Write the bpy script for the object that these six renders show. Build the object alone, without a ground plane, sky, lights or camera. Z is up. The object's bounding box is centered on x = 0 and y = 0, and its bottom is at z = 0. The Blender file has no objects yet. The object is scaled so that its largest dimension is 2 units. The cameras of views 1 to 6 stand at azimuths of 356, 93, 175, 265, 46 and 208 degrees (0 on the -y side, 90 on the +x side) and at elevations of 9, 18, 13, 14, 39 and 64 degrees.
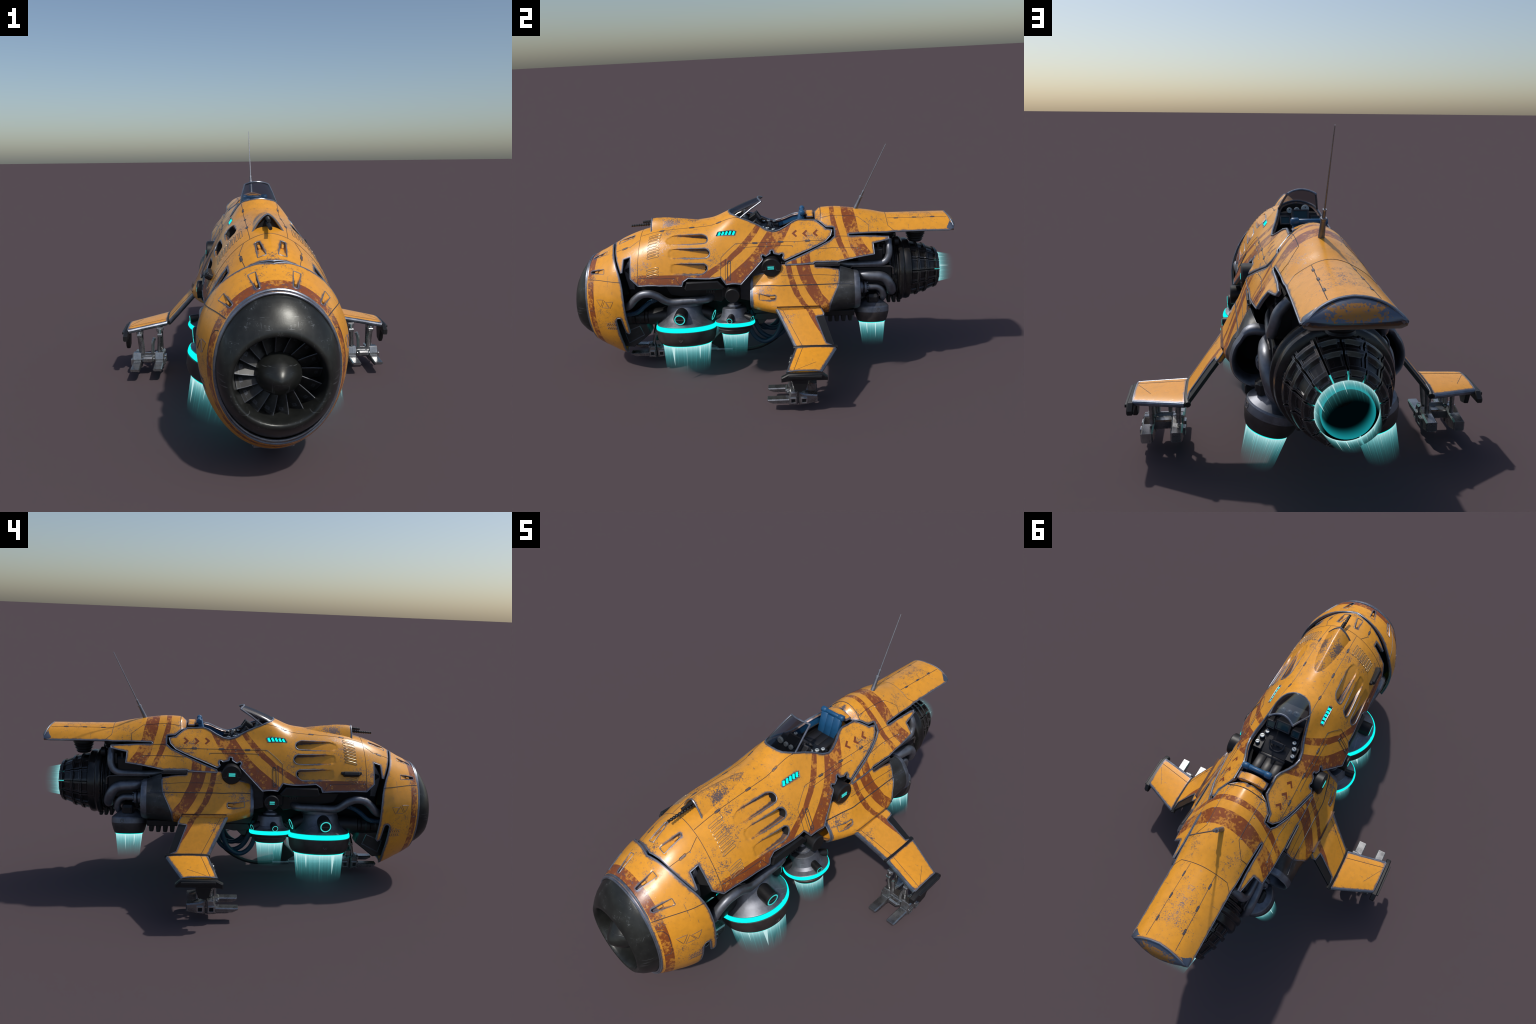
# Worn orange hover racer: hull shells are cut as outlines on lofted cross-section surfaces,
# thrusters / engine are lathed, pipes and hoses are swept along splines.
import bpy, math, random
import numpy as np
from mathutils import Vector, Matrix
from mathutils.geometry import delaunay_2d_cdt

random.seed(7)
RNG = np.random.RandomState(7)
COL = bpy.context.scene.collection
WORLD = {}          # own record of world matrices

# ------------------------------------------------------------------ materials
class NT:
    def __init__(s, name):
        s.m = bpy.data.materials.new(name); s.m.use_nodes = True
        s.t = s.m.node_tree; s.t.nodes.clear()
        s.out = s.n('ShaderNodeOutputMaterial')
    def n(s, kind, **kw):
        nd = s.t.nodes.new(kind)
        for k, v in kw.items(): setattr(nd, k, v)
        return nd
    def put(s, sock, v):
        if hasattr(v, 'is_output') or isinstance(v, bpy.types.NodeSocket): s.t.links.new(v, sock)
        elif isinstance(v, (tuple, list)) and len(v) == 3 and sock.type == 'RGBA': sock.default_value = (*v, 1)
        else: sock.default_value = v
    def math(s, op, a, b=None, c=None, clamp=False):
        nd = s.n('ShaderNodeMath', operation=op, use_clamp=clamp)
        for i, v in enumerate((a, b, c)):
            if v is not None: s.put(nd.inputs[i], v)
        return nd.outputs[0]
    def mix(s, f, a, b):
        nd = s.n('ShaderNodeMix', data_type='RGBA')
        s.put(nd.inputs[0], f); s.put(nd.inputs[6], a); s.put(nd.inputs[7], b)
        return nd.outputs[2]
    def mixf(s, f, a, b):
        nd = s.n('ShaderNodeMix', data_type='FLOAT')
        s.put(nd.inputs[0], f); s.put(nd.inputs[2], a); s.put(nd.inputs[3], b)
        return nd.outputs[0]
    def ramp(s, v, lo, hi):
        nd = s.n('ShaderNodeMapRange', interpolation_type='SMOOTHSTEP')
        s.put(nd.inputs[0], v); nd.inputs[1].default_value = lo; nd.inputs[2].default_value = hi
        return nd.outputs[0]
    def coord(s, mirror=True):
        o = s.n('ShaderNodeTexCoord').outputs['Object']
        if not mirror: return o
        sp = s.n('ShaderNodeSeparateXYZ'); s.put(sp.inputs[0], o)
        cb = s.n('ShaderNodeCombineXYZ')
        s.put(cb.inputs[0], s.math('ABSOLUTE', sp.outputs[0]))
        s.put(cb.inputs[1], sp.outputs[1]); s.put(cb.inputs[2], sp.outputs[2])
        return cb.outputs[0]
    def noise(s, vec, scale, detail=4., rough=.6, stretch=None, rot=None):
        if stretch or rot:
            mp = s.n('ShaderNodeMapping'); s.put(mp.inputs[0], vec)
            if stretch: mp.inputs['Scale'].default_value = stretch
            if rot: mp.inputs['Rotation'].default_value = rot
            vec = mp.outputs[0]
        nd = s.n('ShaderNodeTexNoise'); s.put(nd.inputs['Vector'], vec)
        nd.inputs['Scale'].default_value = scale; nd.inputs['Detail'].default_value = detail
        nd.inputs['Roughness'].default_value = rough
        return nd.outputs[0]
    def edge(s, radius=.006):
        b = s.n('ShaderNodeBevel', samples=4); b.inputs[0].default_value = radius
        g = s.n('ShaderNodeNewGeometry')
        d = s.n('ShaderNodeVectorMath', operation='DOT_PRODUCT')
        s.put(d.inputs[0], b.outputs[0]); s.put(d.inputs[1], g.outputs['Normal'])
        return s.math('SUBTRACT', 1., d.outputs['Value'])
    def rim_wear(s, dist=.010):
        """0 on open skin, towards 1 close to convex edges (inside ambient occlusion)."""
        a = s.n('ShaderNodeAmbientOcclusion', samples=6, inside=True, only_local=True); a.inputs['Distance'].default_value = dist
        return s.math('MULTIPLY', s.math('SUBTRACT', 1., a.outputs['AO']), 2.)
    def bsdf(s, **kw):
        p = s.n('ShaderNodeBsdfPrincipled')
        for k, v in kw.items(): s.put(p.inputs[k.replace('_', ' ')], v)
        return p
    def finish(s, sh):
        s.t.links.new(sh, s.out.inputs[0]); return s.m

CHIP = (.090, .105, .145)

def paint(name, base, under=None, wear=1., rimd=.0095):
    """Enamel with grey-blue chips in specks, along edges and in scratches."""
    k = NT(name); v = k.coord()
    big = k.noise(v, 5.5, 3.); mid = k.noise(v, 42., 5., .68); fine = k.noise(v, 210., 3., .75)
    col = k.mix(k.ramp(mid, .3, .75), base, tuple(c * .86 for c in base))
    if under is not None:
        blot = k.math('ADD', k.math('MULTIPLY', k.noise(v, 60., 5., .75), .66), k.math('MULTIPLY', k.noise(v, 7., 2.), .45))
        col = k.mix(k.ramp(blot, .545, .63), col, under)
    sp = k.math('ADD', k.math('MULTIPLY', fine, .62), k.math('MULTIPLY', big, .55))
    sp = k.math('ADD', sp, k.math('MULTIPLY', mid, .25))
    specks = k.math('MULTIPLY', k.ramp(sp, .832 - .03 * wear, .862 - .03 * wear), .9)
    s1 = k.noise(v, 10., 3., .6, stretch=(1., .7, 16.), rot=(.5, .2, 0))
    s2 = k.noise(v, 10., 3., .6, stretch=(1., 12., .6), rot=(.9, .0, .3))
    scr = k.math('MULTIPLY', k.math('MAXIMUM', k.ramp(s1, .70, .715), k.ramp(s2, .71, .725)), k.ramp(mid, .45, .56))
    e = k.math('ADD', k.rim_wear(rimd), k.math('MULTIPLY', k.math('SUBTRACT', fine, .5), .9))
    e = k.math('ADD', e, k.math('MULTIPLY', k.math('SUBTRACT', mid, .5), 1.3))
    edge = k.ramp(e, .30, .46)
    chip = k.math('MAXIMUM', k.math('MAXIMUM', specks, edge), k.math('MULTIPLY', scr, .8))
    col = k.mix(k.math('MULTIPLY', chip, .9), col, k.mix(fine, CHIP, tuple(c * 1.45 for c in CHIP)))
    rough = k.mixf(chip, k.mixf(mid, .22, .36), .38)
    bump = k.n('ShaderNodeBump'); bump.inputs['Strength'].default_value = .12; bump.inputs['Distance'].default_value = .002
    k.put(bump.inputs['Height'], k.math('SUBTRACT', k.math('MULTIPLY', mid, .3), chip))
    p = k.bsdf(Base_Color=col, Roughness=rough, Metallic=k.math('MULTIPLY', chip, .55), Normal=bump.outputs[0])
    return k.finish(p.outputs[0])

def metal(name, base, rough=.4, metallic=.7, worn=(.30, .33, .38), edge_amt=6., scratch=.5, mirror=False, spot=0.):
    k = NT(name); v = k.coord(mirror)
    mid = k.noise(v, 22., 5., .65); fine = k.noise(v, 150., 3., .7)
    col = k.mix(k.ramp(mid, .3, .7), tuple(c * .75 for c in base), tuple(c * 1.2 for c in base))
    e = k.math('ADD', k.math('MULTIPLY', k.edge(.005), edge_amt), k.math('MULTIPLY', k.math('SUBTRACT', fine, .5), 1.2))
    ed = k.ramp(e, .35, .9)
    s1 = k.noise(v, 14., 3., .6, stretch=(1., .5, 14.), rot=(.6, .3, 0)); s2 = k.noise(v, 12., 3., .6, stretch=(12., 1., .6), rot=(.2, .5, .8))
    scr = k.math('MULTIPLY', k.math('MAXIMUM', k.ramp(s1, .66, .70), k.ramp(s2, .67, .71)), scratch)
    if spot: scr = k.math('MAXIMUM', scr, k.math('MULTIPLY', k.ramp(k.math('ADD', k.math('MULTIPLY', mid, .5), k.math('MULTIPLY', fine, .5)), .58, .66), spot))
    w = k.math('MAXIMUM', k.math('MULTIPLY', ed, .75), scr, clamp=True)
    col = k.mix(w, col, worn)
    bump = k.n('ShaderNodeBump'); bump.inputs['Strength'].default_value = .12; bump.inputs['Distance'].default_value = .001
    k.put(bump.inputs['Height'], fine)
    p = k.bsdf(Base_Color=col, Roughness=k.mixf(mid, rough * .8, rough * 1.25), Metallic=metallic, Normal=bump.outputs[0])
    return k.finish(p.outputs[0])

def plain(name, base, rough=.5, metallic=0., grain=0.):
    k = NT(name); v = k.coord(False); n = k.noise(v, 60., 4.)
    col = k.mix(n, tuple(c * .8 for c in base), tuple(min(1, c * 1.2) for c in base))
    return k.finish(k.bsdf(Base_Color=col, Roughness=rough, Metallic=metallic).outputs[0])

def glow(name, col, strength=1.):
    k = NT(name); e = k.n('ShaderNodeEmission'); e.inputs[0].default_value = (*col, 1); e.inputs[1].default_value = strength
    return k.finish(e.outputs[0])

def flame_mat(name, length, cells, strength=1.0, seed=0., dens=1.):
    """Additive-looking plume: bright at the nozzle (local z=0), fading downwards (local -z), with tapering white streaks."""
    k = NT(name); o = k.n('ShaderNodeTexCoord').outputs['Object']
    sp = k.n('ShaderNodeSeparateXYZ'); k.put(sp.inputs[0], o)
    v = k.math('DIVIDE', k.math('MULTIPLY', sp.outputs[2], -1.), length, clamp=True)
    ang = k.math('ARCTAN2', sp.outputs[1], sp.outputs[0])
    u = k.math('ADD', k.math('MULTIPLY', ang, cells / (2 * math.pi)), 40.25 + seed)
    cell = k.math('FLOOR', u); f = k.math('ABSOLUTE', k.math('SUBTRACT', k.math('FRACT', u), .5))
    wn = k.n('ShaderNodeTexWhiteNoise', noise_dimensions='1D'); k.put(wn.inputs['W'], cell)
    r = wn.outputs['Value']
    wn2 = k.n('ShaderNodeTexWhiteNoise', noise_dimensions='1D'); k.put(wn2.inputs['W'], k.math('ADD', cell, 57.3))
    ln = k.math('ADD', k.math('MULTIPLY', r, .65), .36)
    wd = k.math('ADD', k.math('MULTIPLY', k.math('POWER', wn2.outputs['Value'], 3.), .17), .020)
    w = k.math('MULTIPLY', wd, k.math('SUBTRACT', 1., k.math('DIVIDE', v, ln)))
    streak = k.ramp(k.math('SUBTRACT', w, f), -.006, .012)
    fn = k.n('ShaderNodeTexNoise', noise_dimensions='1D'); k.put(fn.inputs['W'], k.math('MULTIPLY', ang, 13.)); fn.inputs['Scale'].default_value = 1.1; fn.inputs['Detail'].default_value = 3.
    fine = k.ramp(fn.outputs[0], .45, .75)
    inv = k.math('SUBTRACT', 1., v, clamp=True)
    head = k.math('POWER', inv, 4.5)
    body = k.math('MULTIPLY', k.math('POWER', inv, 1.35), k.math('ADD', k.math('MULTIPLY', fine, .22), .23))
    a = k.math('ADD', body, k.math('MULTIPLY', head, .80))
    a = k.math('MAXIMUM', a, k.math('MULTIPLY', streak, k.math('MULTIPLY', k.math('POWER', inv, .5), .95)), clamp=True)
    white = k.math('MAXIMUM', k.math('MULTIPLY', streak, .75), k.math('MULTIPLY', head, .80), clamp=True)
    col = k.mix(white, (.12, .70, .74), (.80, 1., 1.))
    em = k.n('ShaderNodeEmission'); k.put(em.inputs[0], col); em.inputs[1].default_value = strength
    tr = k.n('ShaderNodeBsdfTransparent')
    mx = k.n('ShaderNodeMixShader'); k.put(mx.inputs[0], k.math('MULTIPLY', a, dens))
    k.t.links.new(tr.outputs[0], mx.inputs[1]); k.t.links.new(em.outputs[0], mx.inputs[2])
    return k.finish(mx.outputs[0])

def glass_mat():
    k = NT('smoked_glass')
    fr = k.n('ShaderNodeFresnel'); fr.inputs[0].default_value = 1.5
    tr = k.n('ShaderNodeBsdfTransparent'); tr.inputs[0].default_value = (.60, .60, .61, 1)
    gl = k.n('ShaderNodeBsdfGlossy'); gl.inputs[1].default_value = .06; gl.inputs[0].default_value = (.8, .85, .9, 1)
    mx = k.n('ShaderNodeMixShader'); k.put(mx.inputs[0], k.math('MULTIPLY', fr.outputs[0], .13, clamp=True))
    k.t.links.new(tr.outputs[0], mx.inputs[1]); k.t.links.new(gl.outputs[0], mx.inputs[2])
    return k.finish(mx.outputs[0])

ORANGE = (.84, .355, .030)
M = {}
M['orange'] = paint('worn_orange_enamel', ORANGE)
M['rust'] = paint('rust_red_stripe', (.285, .074, .018), under=(.62, .245, .030))
M['tab'] = paint('recess_tab_enamel', ORANGE, rimd=.0015)
M['chevron'] = paint('chevron_rust_paint', (.25, .062, .016), wear=-.6)
M['orange_dirty'] = paint('orange_end_cap', (.44, .18, .02), wear=3., rimd=.024)
M['nose'] = metal('nose_black_metal', (.030, .032, .030), .33, .45, worn=(.16, .17, .175), scratch=.7, spot=.9, mirror=True)
M['gun'] = metal('gunmetal', (.20, .21, .24), .50, .85, worn=(.5, .52, .56), scratch=.25)
M['pipe'] = metal('pipe_grey_metal', (.19, .20, .225), .42, .75, worn=(.34, .36, .40), scratch=.3)
M['rim'] = metal('brown_dark_metal', (.060, .050, .048), .5, .4, worn=(.18, .17, .17), scratch=.3)
M['black'] = metal('black_plastic', (.009, .009, .010), .45, .1, worn=(.04, .042, .046), scratch=.2)
M['char'] = metal('charcoal_panel', (.05, .048, .052), .55, .2, worn=(.10, .10, .11), scratch=.3)
M['duct'] = metal('duct_black_metal', (.045, .046, .046), .45, .45, worn=(.17, .19, .23), scratch=.5, spot=.3)
M['petal'] = metal('nozzle_black_metal', (.036, .035, .035), .24, .6, worn=(.22, .22, .23), scratch=.2)  # base colour lightened to bring out the petals' specular highlights
M['steel'] = metal('foot_steel', (.28, .285, .29), .27, .9, worn=(.60, .61, .63), scratch=.3, edge_amt=9.)  # base grey raised to match bright reflections on the feet
M['trim'] = metal('worn_trim_metal', (.17, .19, .235), .34, .75, worn=(.5, .52, .56), scratch=.3, mirror=True)
def cap_mat():
    k = NT('worn_tail_cap'); v = k.coord(); sp = k.n('ShaderNodeSeparateXYZ'); k.put(sp.inputs[0], v)
    n = k.noise(v, 80., 6., .75)
    cx = k.math('POWER', k.math('DIVIDE', sp.outputs[0], .085), 2.); cz_ = k.math('POWER', k.math('DIVIDE', k.math('SUBTRACT', sp.outputs[2], .752), .022), 2.)
    m = k.ramp(k.math('ADD', k.math('SUBTRACT', 1., k.math('ADD', cx, cz_)), k.math('MULTIPLY', k.math('SUBTRACT', n, .53), 5.)), .1, .5)
    low = k.ramp(k.math('ADD', k.math('SUBTRACT', .728, sp.outputs[2]), k.math('MULTIPLY', k.math('SUBTRACT', n, .5), .03)), .002, .006)
    m = k.math('MAXIMUM', m, k.math('MULTIPLY', low, .6))
    col = k.mix(m, (.13, .155, .205), (.40, .17, .025))
    return k.finish(k.bsdf(Base_Color=col, Roughness=.38, Metallic=k.math('MULTIPLY', k.math('SUBTRACT', 1., m), .65)).outputs[0])
M['cap'] = cap_mat()
M['edge'] = metal('worn_shell_edge', (.13, .155, .21), .44, .6, worn=(.40, .44, .50), scratch=.3, mirror=True)
M['line'] = plain('panel_gap', (.055, .060, .075), .5, .3)
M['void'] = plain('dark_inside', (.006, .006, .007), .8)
M['cyan'] = glow('cyan_light', (.004, 1., .92), 1.05)
M['cyan_dim'] = glow('cyan_mark', (.06, .72, .70), .85)
M['teal'] = glow('teal_inner_glow', (.01, .26, .30), 1.)
def gradient_glow(name, y0, y1):
    k = NT(name); sp = k.n('ShaderNodeSeparateXYZ'); k.put(sp.inputs[0], k.n('ShaderNodeTexCoord').outputs['Object'])
    g = k.ramp(sp.outputs[1], y0, y1); e = k.n('ShaderNodeEmission'); k.put(e.inputs[0], k.mix(g, (.0, .002, .003), (.010, .30, .335))); return k.finish(e.outputs[0])
M['nozzle_grad'] = gradient_glow('nozzle_inner_glow', .885, .950)
M['blue'] = plain('blue_leather', (.012, .085, .20), .42)
M['hose'] = plain('blue_hose', (.010, .045, .085), .4)
M['cloth'] = plain('black_leather', (.014, .014, .016), .45)
M['screen'] = plain('teal_screen', (.012, .045, .055), .12)
M['dial'] = plain('white_dial', (.50, .56, .58), .3)
M['glass'] = glass_mat()
M['inner'] = plain('olive_inner_lip', (.16, .11, .015), .5)

# ------------------------------------------------------------------ object helpers
ROOT = bpy.data.objects.new('hover_racer', None); COL.objects.link(ROOT)
ROOT['label'] = 'worn orange jet hover racer with turbine nose and cyan thrusters'
ROOT['category'] = 'hover vehicle'
WORLD[ROOT] = Matrix.Identity(4)

def attach(o, parent, mat=None):
    w = mat if mat is not None else Matrix.Identity(4)
    o.parent = parent; o.matrix_parent_inverse = WORLD[parent].inverted(); o.matrix_basis = w
    WORLD[o] = w
    return o

def make(name, V, F, mats, parent=None, idx=None, smooth=True, angle=35, mat=None, flip=False):
    me = bpy.data.meshes.new(name)
    V = [tuple(map(float, v)) for v in V]
    if flip: F = [tuple(reversed(f)) for f in F]
    me.from_pydata(V, [], [tuple(int(i) for i in f) for f in F])
    for m in (mats if isinstance(mats, (list, tuple)) else [mats]): me.materials.append(M[m] if isinstance(m, str) else m)
    if idx is not None: me.polygons.foreach_set('material_index', np.asarray(idx, np.int32))
    me.polygons.foreach_set('use_smooth', [smooth] * len(me.polygons))
    if smooth: me.set_sharp_from_angle(angle=math.radians(angle))
    me.update()
    o = bpy.data.objects.new(name, me); COL.objects.link(o)
    attach(o, parent or ROOT, mat)
    return o

MX = Matrix.Diagonal((-1, 1, 1, 1))
def mirror(o, parent=None):
    """Mirrored twin across x=0 (shares the mesh), children included."""
    c = o.copy(); COL.objects.link(c)
    attach(c, parent or ROOT, MX @ WORLD[o])
    for ch in [x for x in list(WORLD) if x.parent == o]: mirror(ch, c)
    return c

class Bag:
    """Collects simple solids into one mesh."""
    def __init__(s): s.V = []; s.F = []; s.I = []
    def add(s, V, F, i=0):
        n = len(s.V); s.V += [tuple(v) for v in V]; s.F += [tuple(a + n for a in f) for f in F]; s.I += [i] * len(F)
    def make(s, name, mats, parent=None, **kw): return make(name, s.V, s.F, mats, parent, idx=s.I, **kw)

def xf(V, m): return [tuple(m @ Vector(v)) for v in V]

def box(c, s, rot=None, ch=.12):
    """Box with chamfered edges: 24 vertices, chamfer = ch * smallest size."""
    hx, hy, hz = [a / 2 for a in s]; c_ = ch * min(s)
    V = []; ids = {}
    for ax in range(3):
        for sx in (-1, 1):
            for sy in (-1, 1):
                for sz in (-1, 1):
                    q = [sx * hx, sy * hy, sz * hz]; sg = (sx, sy, sz)
                    for b in range(3):
                        if b != ax: q[b] -= sg[b] * c_
                    ids[(ax, sx, sy, sz)] = len(V); V.append(q)
    F = []
    S2 = [(-1, -1), (1, -1), (1, 1), (-1, 1)]
    for ax in range(3):
        o1, o2 = [b for b in range(3) if b != ax]
        for s0 in (-1, 1):
            f = []
            for a, b in S2:
                k = [0, 0, 0]; k[ax] = s0; k[o1] = a; k[o2] = b; f.append(ids[(ax, *k)])
            F.append(f)
    for e in range(3):
        o1, o2 = [b for b in range(3) if b != e]
        for a in (-1, 1):
            for b in (-1, 1):
                k1 = [0, 0, 0]; k1[o1] = a; k1[o2] = b; k2 = list(k1); k1[e] = -1; k2[e] = 1
                F.append([ids[(o1, *k1)], ids[(o1, *k2)], ids[(o2, *k2)], ids[(o2, *k1)]])
    for sx in (-1, 1):
        for sy in (-1, 1):
            for sz in (-1, 1): F.append([ids[(0, sx, sy, sz)], ids[(1, sx, sy, sz)], ids[(2, sx, sy, sz)]])
    Va = np.array(V); out = []
    for f in F:
        p = Va[f]; n = np.cross(p[1] - p[0], p[2] - p[0])
        out.append(f if n @ p.mean(0) > 0 else f[::-1])
    m = Matrix.Translation(c) @ (rot.to_4x4() if rot is not None else Matrix.Identity(4))
    return xf(V, m), out

def prism(poly, x0, x1, ch=.0025):
    """Polygon in (y, z) extruded along x with a small chamfer on both ends."""
    P = np.array(poly, float)
    a = np.sum(P[:, 0] * np.roll(P[:, 1], -1) - np.roll(P[:, 0], -1) * P[:, 1])
    if a < 0: P = P[::-1]
    Q = offset(P, -ch); n = len(P); V = []
    for x, R in ((x0, Q), (x0 + ch, P), (x1 - ch, P), (x1, Q)): V += [(x, y, z) for y, z in R]
    F = [tuple(range(n))[::-1], tuple(range(3 * n, 4 * n))]
    for k in range(3):
        for i in range(n):
            j = (i + 1) % n; F.append((k * n + i, k * n + j, (k + 1) * n + j, (k + 1) * n + i))
    return V, F

def offset(P, d):
    """Offset a closed polygon outwards by d (mitred)."""
    P = np.asarray(P, float); a = np.sum(P[:, 0] * np.roll(P[:, 1], -1) - np.roll(P[:, 0], -1) * P[:, 1])
    e = np.roll(P, -1, 0) - P; e /= np.maximum(np.linalg.norm(e, axis=1, keepdims=True), 1e-9)
    nrm = np.stack([e[:, 1], -e[:, 0]], 1) * (1 if a > 0 else -1)
    n0 = np.roll(nrm, 1, 0); b = nrm + n0; l = np.maximum((b * b).sum(1, keepdims=True), .4)
    return P + b * 2 / l * d

def lathe(prof, seg=48, axis='z', close=False):
    """prof: (radius, height). Axis z, or y (height runs along +y)."""
    V = []; F = []; n = len(prof)
    for i in range(seg):
        a = 2 * math.pi * i / seg
        for r, h in prof:
            V.append((r * math.cos(a), r * math.sin(a), h) if axis == 'z' else (r * math.sin(a), h, r * math.cos(a)))
    for i in range(seg):
        j = (i + 1) % seg
        for k in range(n - 1): F.append((i * n + k, j * n + k, j * n + k + 1, i * n + k + 1))
        if close: F.append((i * n + n - 1, j * n + n - 1, j * n, i * n))
    # orient outward
    c = np.mean([p[1] for p in prof])
    return V, F

def spline(P, n=8, closed=False):
    P = [Vector(p) for p in P]; out = []; m = len(P)
    for i in range(m if closed else m - 1):
        p0 = P[(i - 1) % m] if closed or i > 0 else P[0] * 2 - P[1]
        p1 = P[i]; p2 = P[(i + 1) % m]
        p3 = P[(i + 2) % m] if closed or i + 2 < m else p2 * 2 - p1
        for k in range(n):
            t = k / n
            out.append(.5 * ((2 * p1) + (p2 - p0) * t + (2 * p0 - 5 * p1 + 4 * p2 - p3) * t * t + (3 * p1 - p0 - 3 * p2 + p3) * t ** 3))
    if not closed: out.append(P[-1])
    return out

def tube(P, r, seg=10, closed=False, radii=None, cap=True, squash=1.):
    P = [Vector(p) for p in P]; n = len(P); V = []; F = []
    up = Vector((.3, .2, 1)).normalized(); prev = None
    for i in range(n):
        t = (P[(i + 1) % n] - P[i - 1]) if closed or 0 < i < n - 1 else (P[1] - P[0] if i == 0 else P[-1] - P[-2])
        t = t.normalized() if t.length > 1e-9 else Vector((0, 1, 0))
        if prev is None:
            a = t.cross(up); a = a.normalized() if a.length > 1e-4 else t.cross(Vector((1, 0, 0))).normalized()
        else:
            a = prev - t * prev.dot(t); a.normalize()
        prev = a; b = t.cross(a); rr = radii[i] if radii is not None else r
        for k in range(seg):
            w = 2 * math.pi * k / seg; V.append(P[i] + (a * math.cos(w) + b * math.sin(w) * squash) * rr)
    for i in range(n if closed else n - 1):
        for k in range(seg):
            j = (i + 1) % n; l = (k + 1) % seg
            F.append((i * seg + k, i * seg + l, j * seg + l, j * seg + k))
    if cap and not closed: F += [tuple(range(seg))[::-1], tuple(range((n - 1) * seg, n * seg))]
    return V, F

def loft(rings, closed=True, cap0=False, cap1=False):
    n = len(rings[0]); V = [v for r in rings for v in r]; F = []
    for i in range(len(rings) - 1):
        for k in range(n if closed else n - 1):
            j = (k + 1) % n; F.append((i * n + k, i * n + j, (i + 1) * n + j, (i + 1) * n + k))
    if cap0: F.append(tuple(range(n))[::-1])
    if cap1: F.append(tuple(range((len(rings) - 1) * n, len(rings) * n)))
    return V, F

def cyl(p0, p1, r, seg=20, ch=.15):
    """Capped cylinder with chamfered rims from p0 to p1."""
    p0 = Vector(p0); p1 = Vector(p1); d = p1 - p0; L = d.length; c = min(ch * r, L * .4)
    prof = [(0, 0), (r - c, 0), (r, c), (r, L - c), (r - c, L), (0, L)]
    V, F = lathe(prof, seg)
    return xf(V, Matrix.Translation(p0) @ d.to_track_quat('Z', 'Y').to_matrix().to_4x4()), F

# ------------------------------------------------------------------ interpolation
def pchip(xs, ys, x):
    xs = np.asarray(xs, float); ys = np.asarray(ys, float); h = np.diff(xs); s = (np.diff(ys, axis=0).T / h).T
    m = np.zeros_like(ys)
    for i in range(len(xs)):
        if i == 0: m[i] = s[0]
        elif i == len(xs) - 1: m[i] = s[-1]
        else:
            a, b = s[i - 1], s[i]; m[i] = np.where(a * b > 0, 2 * a * b / np.where(a + b == 0, 1, a + b), 0)
    x = np.atleast_1d(np.asarray(x, float)); i = np.clip(np.searchsorted(xs, x) - 1, 0, len(xs) - 2); u = (x - xs[i]) / h[i]
    hh = h[i]
    if ys.ndim > 1: u = u[:, None]; hh = hh[:, None]
    return (2*u**3-3*u**2+1)*ys[i] + (u**3-2*u**2+u)*hh*m[i] + (-2*u**3+3*u**2)*ys[i+1] + (u**3-u**2)*hh*m[i+1]

# ------------------------------------------------------------------ hull surface S(y, t); t = arc length from the crown
DEPTH = [0, .006, .02, .05, .10, .15, .20, .25, .33]
STATIONS = [  # y, crown height, half width at each depth under the crown
    (-.80, .660, [0, .028, .060, .100, .146, .180, .210, .230, .245]),
    (-.70, .713, [0, .030, .064, .106, .151, .184, .214, .232, .246]),
    (-.60, .749, [0, .034, .067, .110, .156, .187, .210, .225, .238]),
    (-.50, .772, [0, .038, .072, .115, .158, .187, .210, .227, .241]),
    (-.25, .797, [0, .034, .064, .106, .152, .183, .206, .228, .254]),
    (-.10, .846, [0, .030, .058, .088, .121, .156, .185, .211, .249]),
    (.10, .842, [0, .028, .050, .077, .114, .156, .186, .211, .245]),
    (.28, .830, [0, .026, .047, .080, .130, .166, .194, .215, .240]),
    (.38, .834, [0, .030, .058, .090, .128, .157, .189, .215, .240]),
    (.50, .821, [0, .030, .060, .095, .134, .172, .205, .220, .240]),
    (.58, .806, [0, .032, .062, .104, .140, .183, .210, .225, .240]),
    (.66, .790, [0, .034, .064, .108, .152, .185, .210, .225, .240]),
    (.80, .787, [0, .040, .072, .110, .150, .185, .210, .225, .240]),
    (1.0, .783, [0, .048, .080, .111, .150, .185, .210, .225, .240])]

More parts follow.
